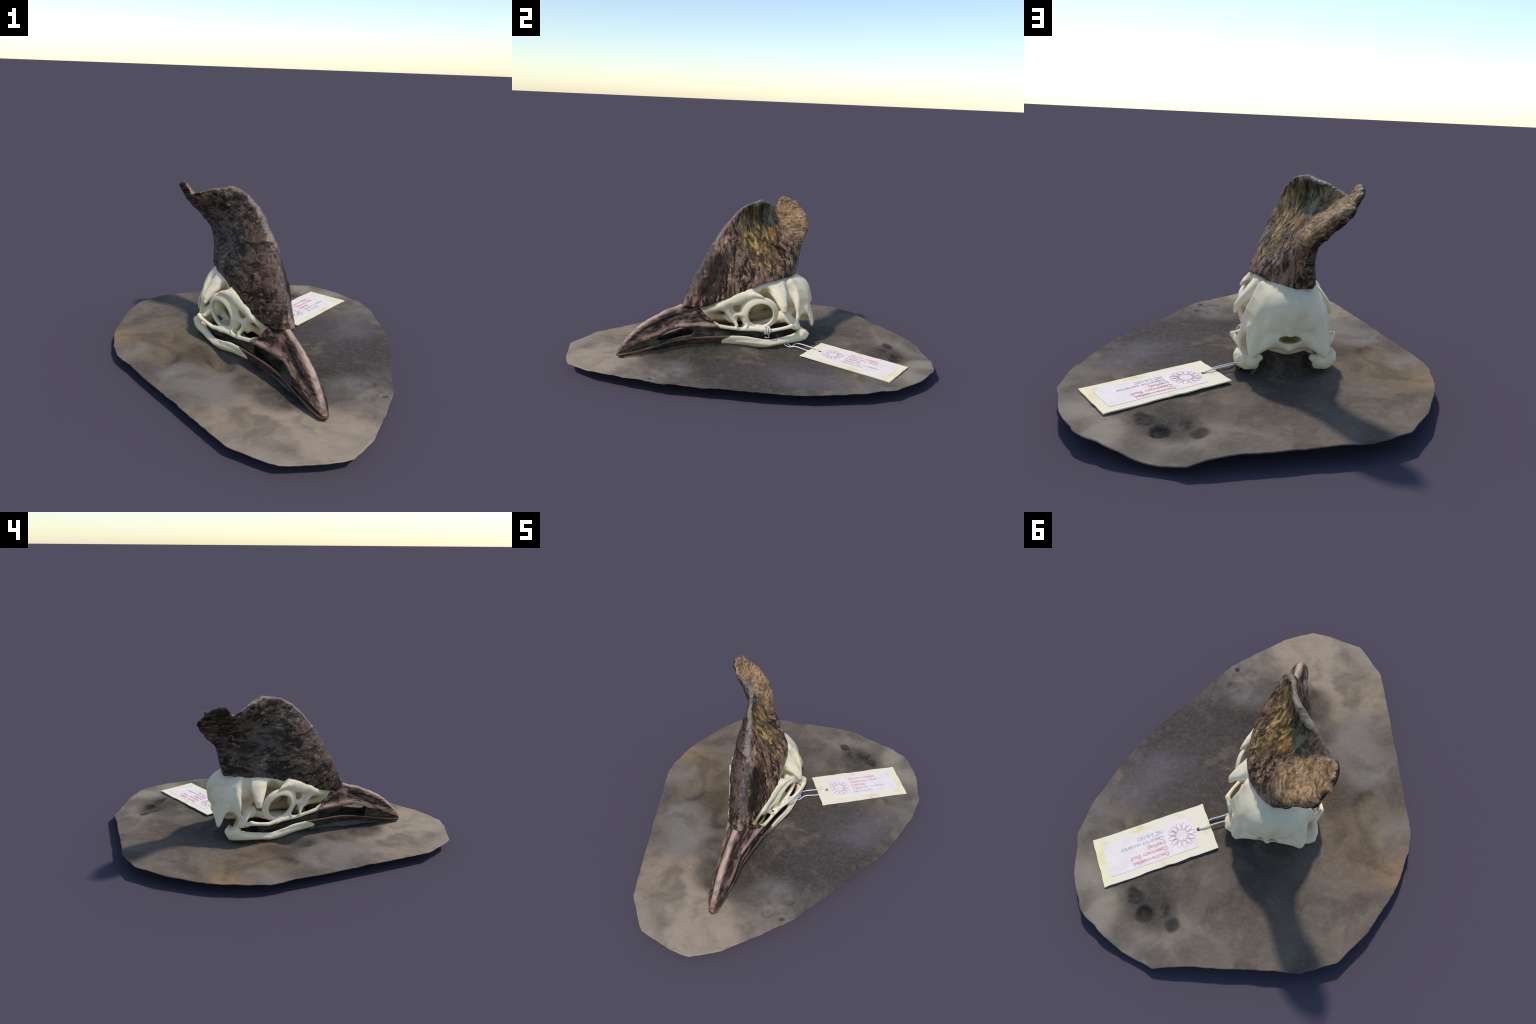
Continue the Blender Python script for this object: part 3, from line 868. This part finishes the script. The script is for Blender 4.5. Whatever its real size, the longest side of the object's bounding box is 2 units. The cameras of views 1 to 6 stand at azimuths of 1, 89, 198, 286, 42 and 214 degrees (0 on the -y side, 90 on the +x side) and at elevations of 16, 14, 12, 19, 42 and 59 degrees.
# ------------------------------------------------------------------ casque
OUTLINE = [(-.42, .28), (-.420, .312), (-.394, .370), (-.366, .430), (-.338, .485), (-.312, .530), (-.272, .602), (-.226, .667), (-.170, .737),
           (-.108, .795), (-.045, .837), (.03, .856), (.085, .855), (.115, .845), (.155, .836), (.188, .824), (.213, .812), (.243, .800),
           (.256, .812), (.266, .842), (.283, .853), (.32, .847), (.372, .828), (.406, .834), (.388, .804), (.396, .792), (.418, .776),
           (.428, .755), (.425, .735), (.404, .695), (.380, .662), (.358, .635), (.338, .608), (.320, .582), (.306, .54), (.298, .49), (.288, .45),
           (.284, .42), (.26, .37), (-.30, .25)]
LEFT = [  # y, z, x of the outer (left) face
    (-.42, .33, -.012), (-.385, .38, -.014), (-.355, .44, -.018), (-.31, .52, -.020), (-.268, .60, -.022), (-.222, .665, -.024), (-.165, .735, -.030),
    (-.105, .79, -.040), (-.045, .832, -.055), (.031, .854, -.077), (.09, .847, -.111), (.111, .831, -.142), (.158, .832, -.168), (.189, .820, -.198),
    (-.36, .33, -.052), (-.31, .43, -.064), (-.25, .43, -.088), (-.20, .50, -.098), (-.10, .58, -.105), (-.23, .58, -.070), (-.15, .68, -.072), (-.08, .74, -.074),
    (0, .68, -.098), (.054, .695, -.092), (.034, .74, -.080), (.054, .576, -.100), (.063, .607, -.092), (-.02, .80, -.072), (.06, .80, -.092),
    (.11, .77, -.122), (.12, .715, -.110), (.19, .765, -.168),
    (-.28, .31, -.080), (-.20, .345, -.104), (-.13, .37, -.120), (-.05, .40, -.128), (.05, .42, -.125), (.155, .43, -.120), (.25, .44, -.108), (.285, .43, -.085),
    (-.1, .48, -.126), (.05, .50, -.122), (.15, .50, -.118), (.22, .5, -.107), (.25, .58, -.102), (.28, .53, -.091), (.15, .62, -.101), (.24, .635, -.107),
    (.33, .65, -.114), (.37, .672, -.138), (.25, .71, -.150), (.30, .70, -.150), (.30, .76, -.208), (.40, .755, -.212), (.36, .71, -.172), (.288, .84, -.256), (.34, .80, -.248), (.39, .82, -.246), (.246, .785, -.228)]
RIGHT = [  # y, z, x of the inner (right) face
    (-.42, .33, .030), (-.385, .38, .034), (-.355, .44, .026), (-.31, .52, .022), (-.268, .60, .018), (-.222, .665, .010), (-.165, .735, 0), (-.105, .79, -.014),
    (-.045, .832, -.032), (.032, .849, -.050), (.091, .850, -.072), (.122, .841, -.096), (.165, .817, -.121), (.173, .822, -.154), (.201, .814, -.190),
    (-.35, .385, .048), (-.30, .455, .044), (-.25, .545, .042), (-.205, .615, .044), (-.15, .69, .016), (-.097, .705, .004),
    (-.335, .320, .066), (-.25, .333, .094), (-.17, .362, .114), (-.08, .397, .131), (0, .43, .131), (.08, .452, .124), (.15, .455, .108), (.21, .455, .083), (.26, .445, .035), (.282, .43, -.012),
    (-.24, .44, .086), (-.19, .53, .072), (-.14, .44, .116), (-.10, .53, .090), (-.13, .61, .055), (-.05, .50, .110), (0, .52, .102), (.0, .60, .042), (.08, .53, .080), (.15, .52, .070), (.2, .50, .066),
    (-.06, .65, .006), (.024, .649, -.005), (.066, .686, -.034), (.027, .617, .018), (.114, .624, -.003), (.133, .582, .010), (.217, .562, .027), (.301, .589, -.012), (.30, .52, -.014), (.342, .641, -.043), (.371, .686, -.075), (.392, .716, -.098), (.408, .739, -.113), (.42, .748, -.148), (.428, .752, -.178),
    (.135, .673, -.044), (.03, .77, -.058), (-.04, .77, -.044), (.10, .75, -.088), (.08, .80, -.090), (.18, .72, -.095), (.2, .65, -.038), (.27, .64, -.028), (.214, .75, -.142), (.25, .70, -.070),
    (.31, .68, -.060), (.359, .735, -.131), (.29, .76, -.160), (.35, .80, -.200), (.285, .835, -.228), (.39, .82, -.224), (.405, .77, -.175), (.24, .78, -.200)]

def tps(pts, Y, Z, soft=2e-5):
    """Thin-plate spline through the control points (y, z) -> x."""
    P = np.array(pts, float)
    def U(r2):
        return np.where(r2 > 0, r2 * np.log(r2 + 1e-12) * .5, 0)
    n = len(P)
    d2 = (P[:, None, 0] - P[None, :, 0]) ** 2 + (P[:, None, 1] - P[None, :, 1]) ** 2
    A = np.zeros((n + 3, n + 3))
    A[:n, :n] = U(d2) + soft * np.eye(n) * n
    B = np.stack([np.ones(n), P[:, 0], P[:, 1]], 1)
    A[:n, n:] = B
    A[n:, :n] = B.T
    w = np.linalg.solve(A, np.concatenate([P[:, 2], np.zeros(3)]))
    out = w[n] + w[n+1] * Y + w[n+2] * Z
    for i in range(n):
        out = out + w[i] * U((Y - P[i, 0]) ** 2 + (Z - P[i, 1]) ** 2)
    return out

def polygon_distance(poly, Y, Z):
    P = np.array(poly, float)
    best = np.full(Y.shape, 1e9)
    inside = np.zeros(Y.shape, bool)
    for a, b in zip(P, np.roll(P, -1, axis=0)):
        e = b - a
        t = np.clip(((Y - a[0]) * e[0] + (Z - a[1]) * e[1]) / (e @ e), 0, 1)
        best = np.minimum(best, (Y - a[0] - t * e[0]) ** 2 + (Z - a[1] - t * e[1]) ** 2)
        c = ((a[1] > Z) != (b[1] > Z)) & (Y < (b[0] - a[0]) * (Z - a[1]) / (b[1] - a[1] + 1e-12) + a[0])
        inside ^= c
    d = np.sqrt(best)
    return np.where(inside, -d, d)

BORDER_L = [(-.45, .312), (-.40, .306), (-.35, .299), (-.28, .310), (-.2, .341), (-.13, .370), (-.05, .397), (.05, .417), (.155, .424), (.25, .432), (.30, .428)]
BORDER_R = [(-.45, .325), (-.40, .318), (-.336, .316), (-.27, .338), (-.19, .364), (-.13, .383), (-.07, .410), (0, .432), (.04, .437), (.13, .447), (.2, .446), (.26, .440), (.30, .428)]

h = .0034
lo, hi = np.array((-.275, -.44, .27)), np.array((.155, .45, .87))
n3 = np.ceil((hi - lo) / h).astype(int) + 1
ax = [lo[i] + h * np.arange(n3[i]) for i in range(3)]
Yg, Zg = np.meshgrid(ax[1], ax[2], indexing="ij")
# ragged rim: jitter the outline near the broken top and rear
jit = .004 * fbm(np.stack([Yg.ravel() * 45, Zg.ravel() * 45, 0 * Yg.ravel()], 1), 2).reshape(Yg.shape)
jit *= np.clip((Yg + .05) / .1, 0.15, 1) * np.clip((Zg - .5) / .1, 0, 1)
D2 = polygon_distance(OUTLINE, Yg, Zg) + jit
XL, XR = tps(LEFT, Yg, Zg), tps(RIGHT, Yg, Zg)
mid = (XL + XR) / 2
half = np.maximum((XR - XL) / 2, .010)
XL, XR = mid - half, mid + half
gyl, gzl = np.gradient(XL, h, h)
gyr, gzr = np.gradient(XR, h, h)
cl = 1 / np.sqrt(1 + gyl**2 + gzl**2)
cr = 1 / np.sqrt(1 + gyr**2 + gzr**2)
x3 = ax[0][:, None, None]
dl = (XL[None] - x3) * cl[None]
dr = (x3 - XR[None]) * cr[None]
CF = smax(dl, dr, .012)
CF = smax(CF, np.broadcast_to(D2[None], CF.shape) * .85, .014)
s = np.clip((x3 + .11) / .22, 0, 1)
bl, br = interp(BORDER_L, ax[1])[None, :, None], interp(BORDER_R, ax[1])[None, :, None]
zb = bl + (br - bl) * s - .003
CF = smax(CF, (zb - ax[2][None, None, :]) * .9, .008).astype(np.float32)
fld = Field(tuple(lo), tuple(hi), h, mirror=False)
fld.F = CF
# raised fold and creases on the inner face
fld.limb([(-.006, .112, .628, .004), (.006, .150, .606, .009), (.018, .185, .585, .008), (.026, .217, .565, .003)], .008)
fld.limb([(-.012, .165, .640, .003), (-.004, .195, .622, .007), (.004, .225, .604, .003)], .008)
fld.limb([(-.002, .118, .612, .003), (.016, .150, .590, .006), (.026, .18, .570, .003)], .008, True)
CV, CQ = fld.mesh("casque", 2)
CN = vertex_normals(CV, CQ)
# which side of the plate each vertex lies on
iy = np.clip((CV[:, 1] - lo[1]) / h, 0, n3[1] - 1.001); iz = np.clip((CV[:, 2] - lo[2]) / h, 0, n3[2] - 1.001)
mv = mid[iy.astype(int), iz.astype(int)]
inner = np.clip((CV[:, 0] - mv) / .02 + .5, 0, 1)
# grain relief: diagonal wrinkles outside, upright fibres inside, pits on the horn
a = math.radians(28)
yr = CV[:, 1] * math.cos(a) - CV[:, 2] * math.sin(a)
zr = CV[:, 1] * math.sin(a) + CV[:, 2] * math.cos(a)
wr = fbm(np.stack([CV[:, 0] * 20, yr * 22, zr * 62], 1), 3)
fi = fbm(np.stack([CV[:, 0] * 40, CV[:, 1] * 75, CV[:, 2] * 24], 1), 3)
lump = fbm(CV * 22 + 3, 2)
fine = fbm(CV * 95, 2)
rough = .45 + .9 * np.clip(.5 + fbm(CV * 9 + 8, 2), 0, 1)
crease = np.abs(fbm(np.stack([CV[:, 0] * 12, yr * 9, zr * 26], 1) + 4, 2))
crease = -np.exp(-(crease / .07) ** 2)
disp = rough * ((1 - inner) * .0024 * wr + inner * .0028 * fi + .0006 * fine) + .0034 * lump + .0034 * crease * (1 - .6 * inner)
disp *= np.clip((CV[:, 2] - .30) / .05, .3, 1)
CV = CV + CN * disp[:, None]
casque = make_object("casque", CV, CQ, [CASQUE_OUT, CASQUE_IN, CASQUE_LIP], skull)
cq = CV[CQ].mean(axis=1)
iy = np.clip((cq[:, 1] - lo[1]) / h, 0, n3[1] - 1).astype(int); iz = np.clip((cq[:, 2] - lo[2]) / h, 0, n3[2] - 1).astype(int)
side = cq[:, 0] - mid[iy, iz] + .008 * vnoise(cq * 40)
which = (side > 0).astype(np.int32)
rim_d = D2[iy, iz] + .005 * vnoise(cq * 35 + 9)
which[(rim_d > -.0085) & (cq[:, 2] > .66) & (cq[:, 1] < .25) & (cq[:, 1] > -.24)] = 2
casque.data.polygons.foreach_set("material_index", which)

# ------------------------------------------------------------------ rock sheet
RIM = [(.417, -.934), (.325, -.972), (.14, -1.0), (.035, -.947), (-.055, -.893), (-.289, -.605), (-.46, -.39), (-.633, -.172), (-.673, -.076), (-.711, .089), (-.712, .22), (-.709, .351),
       (-.672, .535), (-.568, .655), (-.379, .769), (-.143, .914), (-.045, .985), (.08, 1.0), (.201, 1.0), (.36, .972), (.503, .865), (.622, .706), (.671, .566),
       (.713, .284), (.706, .058), (.655, -.300), (.640, -.440), (.580, -.620), (.505, -.808)]

def rim_radius(theta):
    P = np.array(RIM)
    best = np.full(theta.shape, 0.0)
    dx, dy = np.cos(theta), np.sin(theta)
    for p, q in zip(P, np.roll(P, -1, axis=0)):
        e = q - p
        den = dx * e[1] - dy * e[0]
        r = (p[0] * e[1] - p[1] * e[0]) / den
        u = (p[0] * dy - p[1] * dx) / den
        best = np.where((r > 0) & (u >= -1e-6) & (u <= 1 + 1e-6), np.maximum(best, r), best)
    return best

PITS = [  # x, y, depth, radius: holes in the rock behind the tag, and small ones elsewhere
    (.130, .825, .022, .034),
    (.591, -.476, .014, .013), (.56, -.44, .006, .03), (.515, -.50, .007, .03), (.55, -.37, .006, .025), (-.39, -.18, .010, .06), (-.30, .53, .005, .05), (.48, -.36, .005, .03)]
def sheet_height(x, y):
    P = np.stack([x, y, 0 * x], 1)
    z = SHEET_Z + .0030 * fbm(P * 4.5 + 5, 3) + .0016 * fbm(P * 22, 3) + .0006 * fbm(P * 90, 2)
    # broad hollow holding the pits, its raised lip, wrinkles near the front right edge
    z -= .020 * np.exp(-(((x - .10) / .17) ** 2 + ((y - .825) / .085) ** 2) ** 1.5)
    z += .006 * np.exp(-(((x - .10) / .20) ** 2 + ((y - .915) / .05) ** 2))
    # the edge behind the pits droops; the front edge falls off a little; two sides rise slightly
    z -= .036 * np.exp(-(((x - .05) / .15) ** 2 + ((y - .985) / .10) ** 2))
    z -= .007 * np.exp(-(((x - .27) / .22) ** 2 + ((y + .98) / .14) ** 2))
    for sx, sy, sr, sh in ((.60, .06, .28, .008), (.60, -.52, .20, .010), (-.62, .50, .22, .006), (.50, .45, .2, .004), (-.12, .80, .12, .006), (.68, .62, .12, .006)):
        z += sh * np.exp(-((x - sx) ** 2 + (y - sy) ** 2) / sr ** 2)
    # sunken bowl beside the left jaw, with rubble at its back end
    ca, sa = math.cos(SKULL_TURN), math.sin(SKULL_TURN)
    lx, ly = (x + .135) * ca + (y + .175) * sa, -(x + .135) * sa + (y + .175) * ca
    z -= .056 * np.exp(-((lx / .056) ** 2 + (ly / .095) ** 2) ** 1.6)
    # shadowed floor modelled as a mound between the jaw halves below the braincase
    ux, uy = (x + .008) * ca + (y + .004) * sa, -(x + .008) * sa + (y + .004) * ca
    z += .112 * np.exp(-((ux / .105) ** 2 + ((uy - .12) / .155) ** 2) ** 2.2)
    for px, py, d, r in PITS:
        q = (x - px) ** 2 + (y - py) ** 2
        wob = 1 + .25 * vnoise(np.stack([x * 30, y * 30, 0 * x + d * 100], 1))
        z -= d * np.exp(-(q / (r * r) * wob) ** 2.6)
    wr = np.exp(-(((x - .54) / .16) ** 2 + ((y + .44) / .16) ** 2))
    z += wr * .006 * vnoise(np.stack([(x + y) * 26, (x - y) * 9, 0 * x], 1))
    return z

NT, NR = 900, 170
th = np.linspace(0, 2 * np.pi, NT, endpoint=False)
rr = rim_radius(th)
rr = rr * (1 - .002 + .0028 * fbm(np.stack([np.cos(th) * 9, np.sin(th) * 9, 0 * th], 1), 2) + .0026 * vnoise(np.stack([np.cos(th) * 38, np.sin(th) * 38, 0 * th], 1)))
ring_f = np.linspace(0, 1, NR + 1)[1:] ** .9
X = np.concatenate([[0], (ring_f[:, None] * (rr * np.cos(th))[None]).ravel()])
Y = np.concatenate([[0], (ring_f[:, None] * (rr * np.sin(th))[None]).ravel()])
Zt = sheet_height(X, Y)
Zt += (.0105 - (Zt.min()))  * (Zt - SHEET_Z < -.03)  * 0
top = np.stack([X, Y, Zt], 1)
thick = np.concatenate([[.011], np.repeat(np.interp(ring_f, [0, .97, 1], [.011, .011, .004]), NT)])
low = top.copy(); low[:, 2] -= thick
nv = len(top)
faces = []
i = np.arange(NT); j = (i + 1) % NT
quads = [np.stack([1 + r * NT + i, 1 + (r + 1) * NT + i, 1 + (r + 1) * NT + j, 1 + r * NT + j], 1) for r in range(NR - 1)]
topq = np.concatenate(quads)
lowq = topq[:, ::-1] + nv
o = 1 + (NR - 1) * NT
rimq = np.stack([o + i, o + i + nv, o + j + nv, o + j], 1)
allq = np.concatenate([topq, lowq, rimq])
fan = [(0, int(1 + a), int(1 + b)) for a, b in zip(i, j)] + [(nv, int(nv + 1 + b), int(nv + 1 + a)) for a, b in zip(i, j)]
allv = np.concatenate([top, low])
allv[:nv, 2] = np.maximum(allv[:nv, 2], .004)
allv[nv:, 2] = np.maximum(allv[nv:, 2], 0.0)
deep = allv[:, 2].min()
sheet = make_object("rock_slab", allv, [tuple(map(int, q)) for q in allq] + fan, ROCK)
bm = bmesh.new(); bm.from_mesh(sheet.data); bmesh.ops.recalc_face_normals(bm, faces=bm.faces); bm.to_mesh(sheet.data); bm.free()
sheet.data.polygons.foreach_set("use_smooth", np.ones(len(sheet.data.polygons), bool))
sheet["label"] = "thin irregular slab of grey brown stone"
sheet["category"] = "stone slab"

for A in SKIRTS:
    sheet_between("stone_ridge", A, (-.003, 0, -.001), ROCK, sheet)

# ------------------------------------------------------------------ specimen tag
tag = empty("specimen_tag", "cream paper tag with printed label and white thread", "paper tag")
T0, T1, T2, T3 = [np.array(p) for p in ((.242, .268, .0745), (.045, .404, .0745), (.34, .833, .070), (.538, .703, .070))]
# along = reading direction, up = from the lower edge of the print to its upper edge
org = T0
along = (T3 - T0 + T2 - T1) / 2
LEN = np.linalg.norm(along); along /= LEN
upv = (T1 - T0 + T2 - T3) / 2
WID = np.linalg.norm(upv); upv = upv - along * (upv @ along); upv /= np.linalg.norm(upv)
nrm = np.cross(along, upv)
tag_m = Matrix(((along[0], upv[0], nrm[0], T0[0]), (along[1], upv[1], nrm[1], T0[1]), (along[2], upv[2], nrm[2], T0[2]), (0, 0, 0, 1)))
tag.matrix_world = tag_m

HOLE = (.052 * LEN / .52 + .004, WID * .50)
def card():
    nu, nvv = 90, 42
    U = np.linspace(0, LEN, nu); W = np.linspace(0, WID, nvv)
    uu, ww = np.meshgrid(U, W, indexing="ij")
    P = np.stack([uu.ravel(), ww.ravel()], 1)
    edge_u = np.minimum(P[:, 0], LEN - P[:, 0]); edge_w = np.minimum(P[:, 1], WID - P[:, 1])
    wig = vnoise(np.stack([P[:, 0] * 30, P[:, 1] * 30, 0 * P[:, 0]], 1))
    P[:, 1] += np.where(edge_w < 1e-6, .0022 * wig, 0)
    P[:, 0] += np.where(edge_u < 1e-6, .0018 * wig, 0)
    # pull the grid round the punched hole
    d = P - np.array(HOLE); r = np.linalg.norm(d, axis=1)
    lift = .0012 * vnoise(np.stack([P[:, 0] * 9, P[:, 1] * 9, 0 * r], 1)) * 0
    up_ = np.stack([P[:, 0], P[:, 1], lift], 1)
    dn = up_ - np.array((0, 0, .0045))
    n = len(up_)
    f = []
    def k(a, b): return a * nvv + b
    hole_r = .0085
    gone = set()
    for a in range(nu - 1):
        for b in range(nvv - 1):
            f.append((k(a, b), k(a+1, b), k(a+1, b+1), k(a, b+1)))
    g = [tuple(n + q for q in reversed(t)) for t in f]
    per = [k(a, 0) for a in range(nu)] + [k(nu-1, b) for b in range(1, nvv)] + [k(a, nvv-1) for a in range(nu-2, -1, -1)] + [k(0, b) for b in range(nvv-2, 0, -1)]
    s = [(p, p + n, q + n, q) for p, q in zip(per, per[1:] + per[:1])]
    s = [t[::-1] for t in s]
    s = [(p, q, q + n, p + n)[::-1] for p, q in zip(per, per[1:] + per[:1])]
    ob = make_object("card", np.concatenate([up_, dn]), f + g + s, CARD, tag, smooth=False)
    bm = bmesh.new(); bm.from_mesh(ob.data); bmesh.ops.recalc_face_normals(bm, faces=bm.faces); bm.to_mesh(ob.data); bm.free()
    return ob
card()

def flat_shape(name, outline, z, mat, thick=.0008):
    """A thin plate with the given outline lying on the card."""
    n = len(outline)
    v = [(x, y, z) for x, y in outline] + [(x, y, z - thick) for x, y in outline]
    f = [tuple(range(n)), tuple(range(2 * n - 1, n - 1, -1))] + [(a, a + n, (a + 1) % n + n, (a + 1) % n) for a in range(n)]
    return make_object(name, v, f, mat, tag, smooth=False)

def rounded(x0, y0, x1, y1, r, k=6):
    o = []
    for cx, cy, a0 in ((x1 - r, y0 + r, -90), (x1 - r, y1 - r, 0), (x0 + r, y1 - r, 90), (x0 + r, y0 + r, 180)):
        for t in range(k + 1):
            a = math.radians(a0 + 90 * t / k)
            o.append((cx + r * math.cos(a), cy + r * math.sin(a)))
    return o

flat_shape("label", rounded(.150 * LEN, .185 * WID, .930 * LEN, .850 * WID, .010), .0012, LABEL, .0010)
flat_shape("punch_hole", [(HOLE[0] + .0095 * math.cos(t * .4), HOLE[1] + .0085 * math.sin(t * .4)) for t in range(15)], .0008, BLACK, .0006)

def stroke(pts, w):
    """Flat ribbon quads along a polyline, at the height of the print."""
    v, f = [], []
    for a, b in zip(pts[:-1], pts[1:]):
        a, b = Vector(a), Vector(b)
        d = (b - a).normalized(); s = Vector((-d.y, d.x)) * w / 2
        a2, b2 = a - d * w * .3, b + d * w * .3
        o = len(v)
        v += [a2 - s, b2 - s, b2 + s, a2 + s]
        f.append((o, o + 1, o + 2, o + 3))
    return v, f

def emblem():
    """Ring of twelve forked rays, alternately red and grey."""
    cx, cy = .262 * LEN, .50 * WID
    sets = {"red_ray": ([], []), "grey_ray": ([], [])}
    R0 = .0255
    for i in range(12):
        a = math.radians(30 * i + 15)
        col = "red_ray" if i % 3 != 1 else "grey_ray"
        def at(r, da):
            return (cx + r * math.cos(a + da), cy + r * math.sin(a + da))
        for side in (-1, 1):
            c2 = col if side == (1 if i % 2 else -1) else ("grey_ray" if col == "red_ray" else "red_ray")
            if i % 3 == 1:
                c2 = "grey_ray"
            pts = [at(R0, side * .26), at(R0 + .008, side * .06), at(.047, side * .04), at(.062, side * .17)]
            v, f = stroke(pts, .0028)
            V_, F_ = sets[c2]
            o = len(V_); V_ += v; F_ += [tuple(q + o for q in t) for t in f]
    for k, (zz, nm, mat) in enumerate(((.0019, "red_ray", RED), (.0023, "grey_ray", GREY))):
        V_, F_ = sets[nm]
        n = len(V_)
        vv = [(p.x, p.y, zz) for p in V_] + [(p.x, p.y, zz - .0006) for p in V_]
        ff = list(F_)
        for t in F_:
            for a, b in zip(t, t[1:] + t[:1]):
                ff.append((a, a + n, b + n, b))
        ob = make_object(nm + "s", vv, ff, mat, tag, smooth=False)
        ob["kind"] = "stuff"
emblem()

def write(text, u, w, size, mat, shear=0.0, length=None):
    cu = bpy.data.curves.new("print", "FONT")
    cu.body = text
    cu.size = size
    cu.shear = shear
    cu.extrude = .0003
    cu.offset = .0004
    ob = bpy.data.objects.new("print", cu)
    bpy.context.collection.objects.link(ob)
    dg = bpy.context.evaluated_depsgraph_get()
    me = bpy.data.meshes.new_from_object(ob.evaluated_get(dg))
    bpy.data.objects.remove(ob)
    xs = [v.co.x for v in me.vertices]
    k = length / max(xs) if length else 1
    for v in me.vertices:
        v.co.x = v.co.x * k + u
        v.co.y += w
        v.co.z += .0018
    me.materials.clear(); me.materials.append(mat)
    t = bpy.data.objects.new("printed_line", me)
    bpy.context.collection.objects.link(t)
    t.parent = tag
    return t

tx = .408 * LEN
for text, row, mat, sh, ln in (("Double-wattled", .730, RED, 0, .315), ("Cassowary Skull", .613, RED, 0, .325), ("(replica)", .497, RED, 0, .160),
                               ("Casuarius casuarius", .380, GREY, .25, .385), ("NC 2-5-18D", .262, GREY, .1, .230)):
    write(text, tx, row * WID, .0255, mat, sh, ln * LEN)

def tube(name, pts, r, mat, parent, sides=8):
    """Round thread through the points (Catmull-Rom)."""
    P = [Vector(p) for p in pts]
    P = [P[0] * 2 - P[1]] + P + [P[-1] * 2 - P[-2]]
    C = []
    for i in range(1, len(P) - 2):
        for t in np.linspace(0, 1, 10, endpoint=(i == len(P) - 3)):
            a, b, c, d = P[i-1:i+3]
            C.append(.5 * ((2*b) + (c - a) * t + (2*a - 5*b + 4*c - d) * t*t + (3*b - a - 3*c + d) * t**3))
    v, f = [], []
    for i, p in enumerate(C):
        d = (C[min(i+1, len(C)-1)] - C[max(i-1, 0)]).normalized()
        s = d.cross(Vector((0, 0, 1)))
        if s.length < 1e-3:
            s = d.cross(Vector((1, 0, 0)))
        s.normalize(); q = s.cross(d)
        for k in range(sides):
            a = 2 * math.pi * k / sides
            v.append(p + (s * math.cos(a) + q * math.sin(a)) * r)
    for i in range(len(C) - 1):
        for k in range(sides):
            f.append((i*sides+k, i*sides+(k+1) % sides, (i+1)*sides+(k+1) % sides, (i+1)*sides+k))
    f.append(tuple(range(sides))[::-1]); f.append(tuple((len(C)-1)*sides + k for k in range(sides)))
    return make_object(name, v, f, mat, parent)

INV = tag_m.inverted()
SK = Matrix.Translation(SKULL_AT) @ Matrix.Rotation(SKULL_TURN, 4, 'Z')
def on_tag(p): return INV @ Vector(p)
def on_skull(p): return INV @ (SK @ Vector(p))
hx = Vector((HOLE[0], HOLE[1], .001))
tube("thread", [hx, (HOLE[0] - .02, HOLE[1] + .004, .006), on_tag((.135, .33, .083)), on_tag((.088, .262, .082)), on_skull((.196, .165, .068)), on_skull((.188, .14, .086))], .0033, STRING, tag)
tube("thread", [hx + Vector((.004, -.003, -.006)), (HOLE[0] - .02, HOLE[1] - .006, -.005), on_tag((.165, .315, .072)), on_tag((.12, .255, .075)), on_skull((.199, .145, .068)), on_skull((.186, .12, .084))], .0033, STRING, tag)
# thread wound round the cheek bar
for k in range(4):
    a = .02 + .008 * k
    c = Vector((.162 + .003 * k, .004 + .009 * k, .172))
    loop = [c + Vector((.019 * math.cos(t), .006 * math.sin(t * .5 + k), .021 * math.sin(t))) for t in np.linspace(0, 2 * math.pi, 9)]
    tube("thread_winding", [on_skull(p) for p in loop], .0028, STRING, tag)
tube("thread_winding", [on_skull(p) for p in ((.178, .02, .155), (.176, .03, .138), (.17, .028, .126), (.165, .01, .132))], .003, STRING, tag)
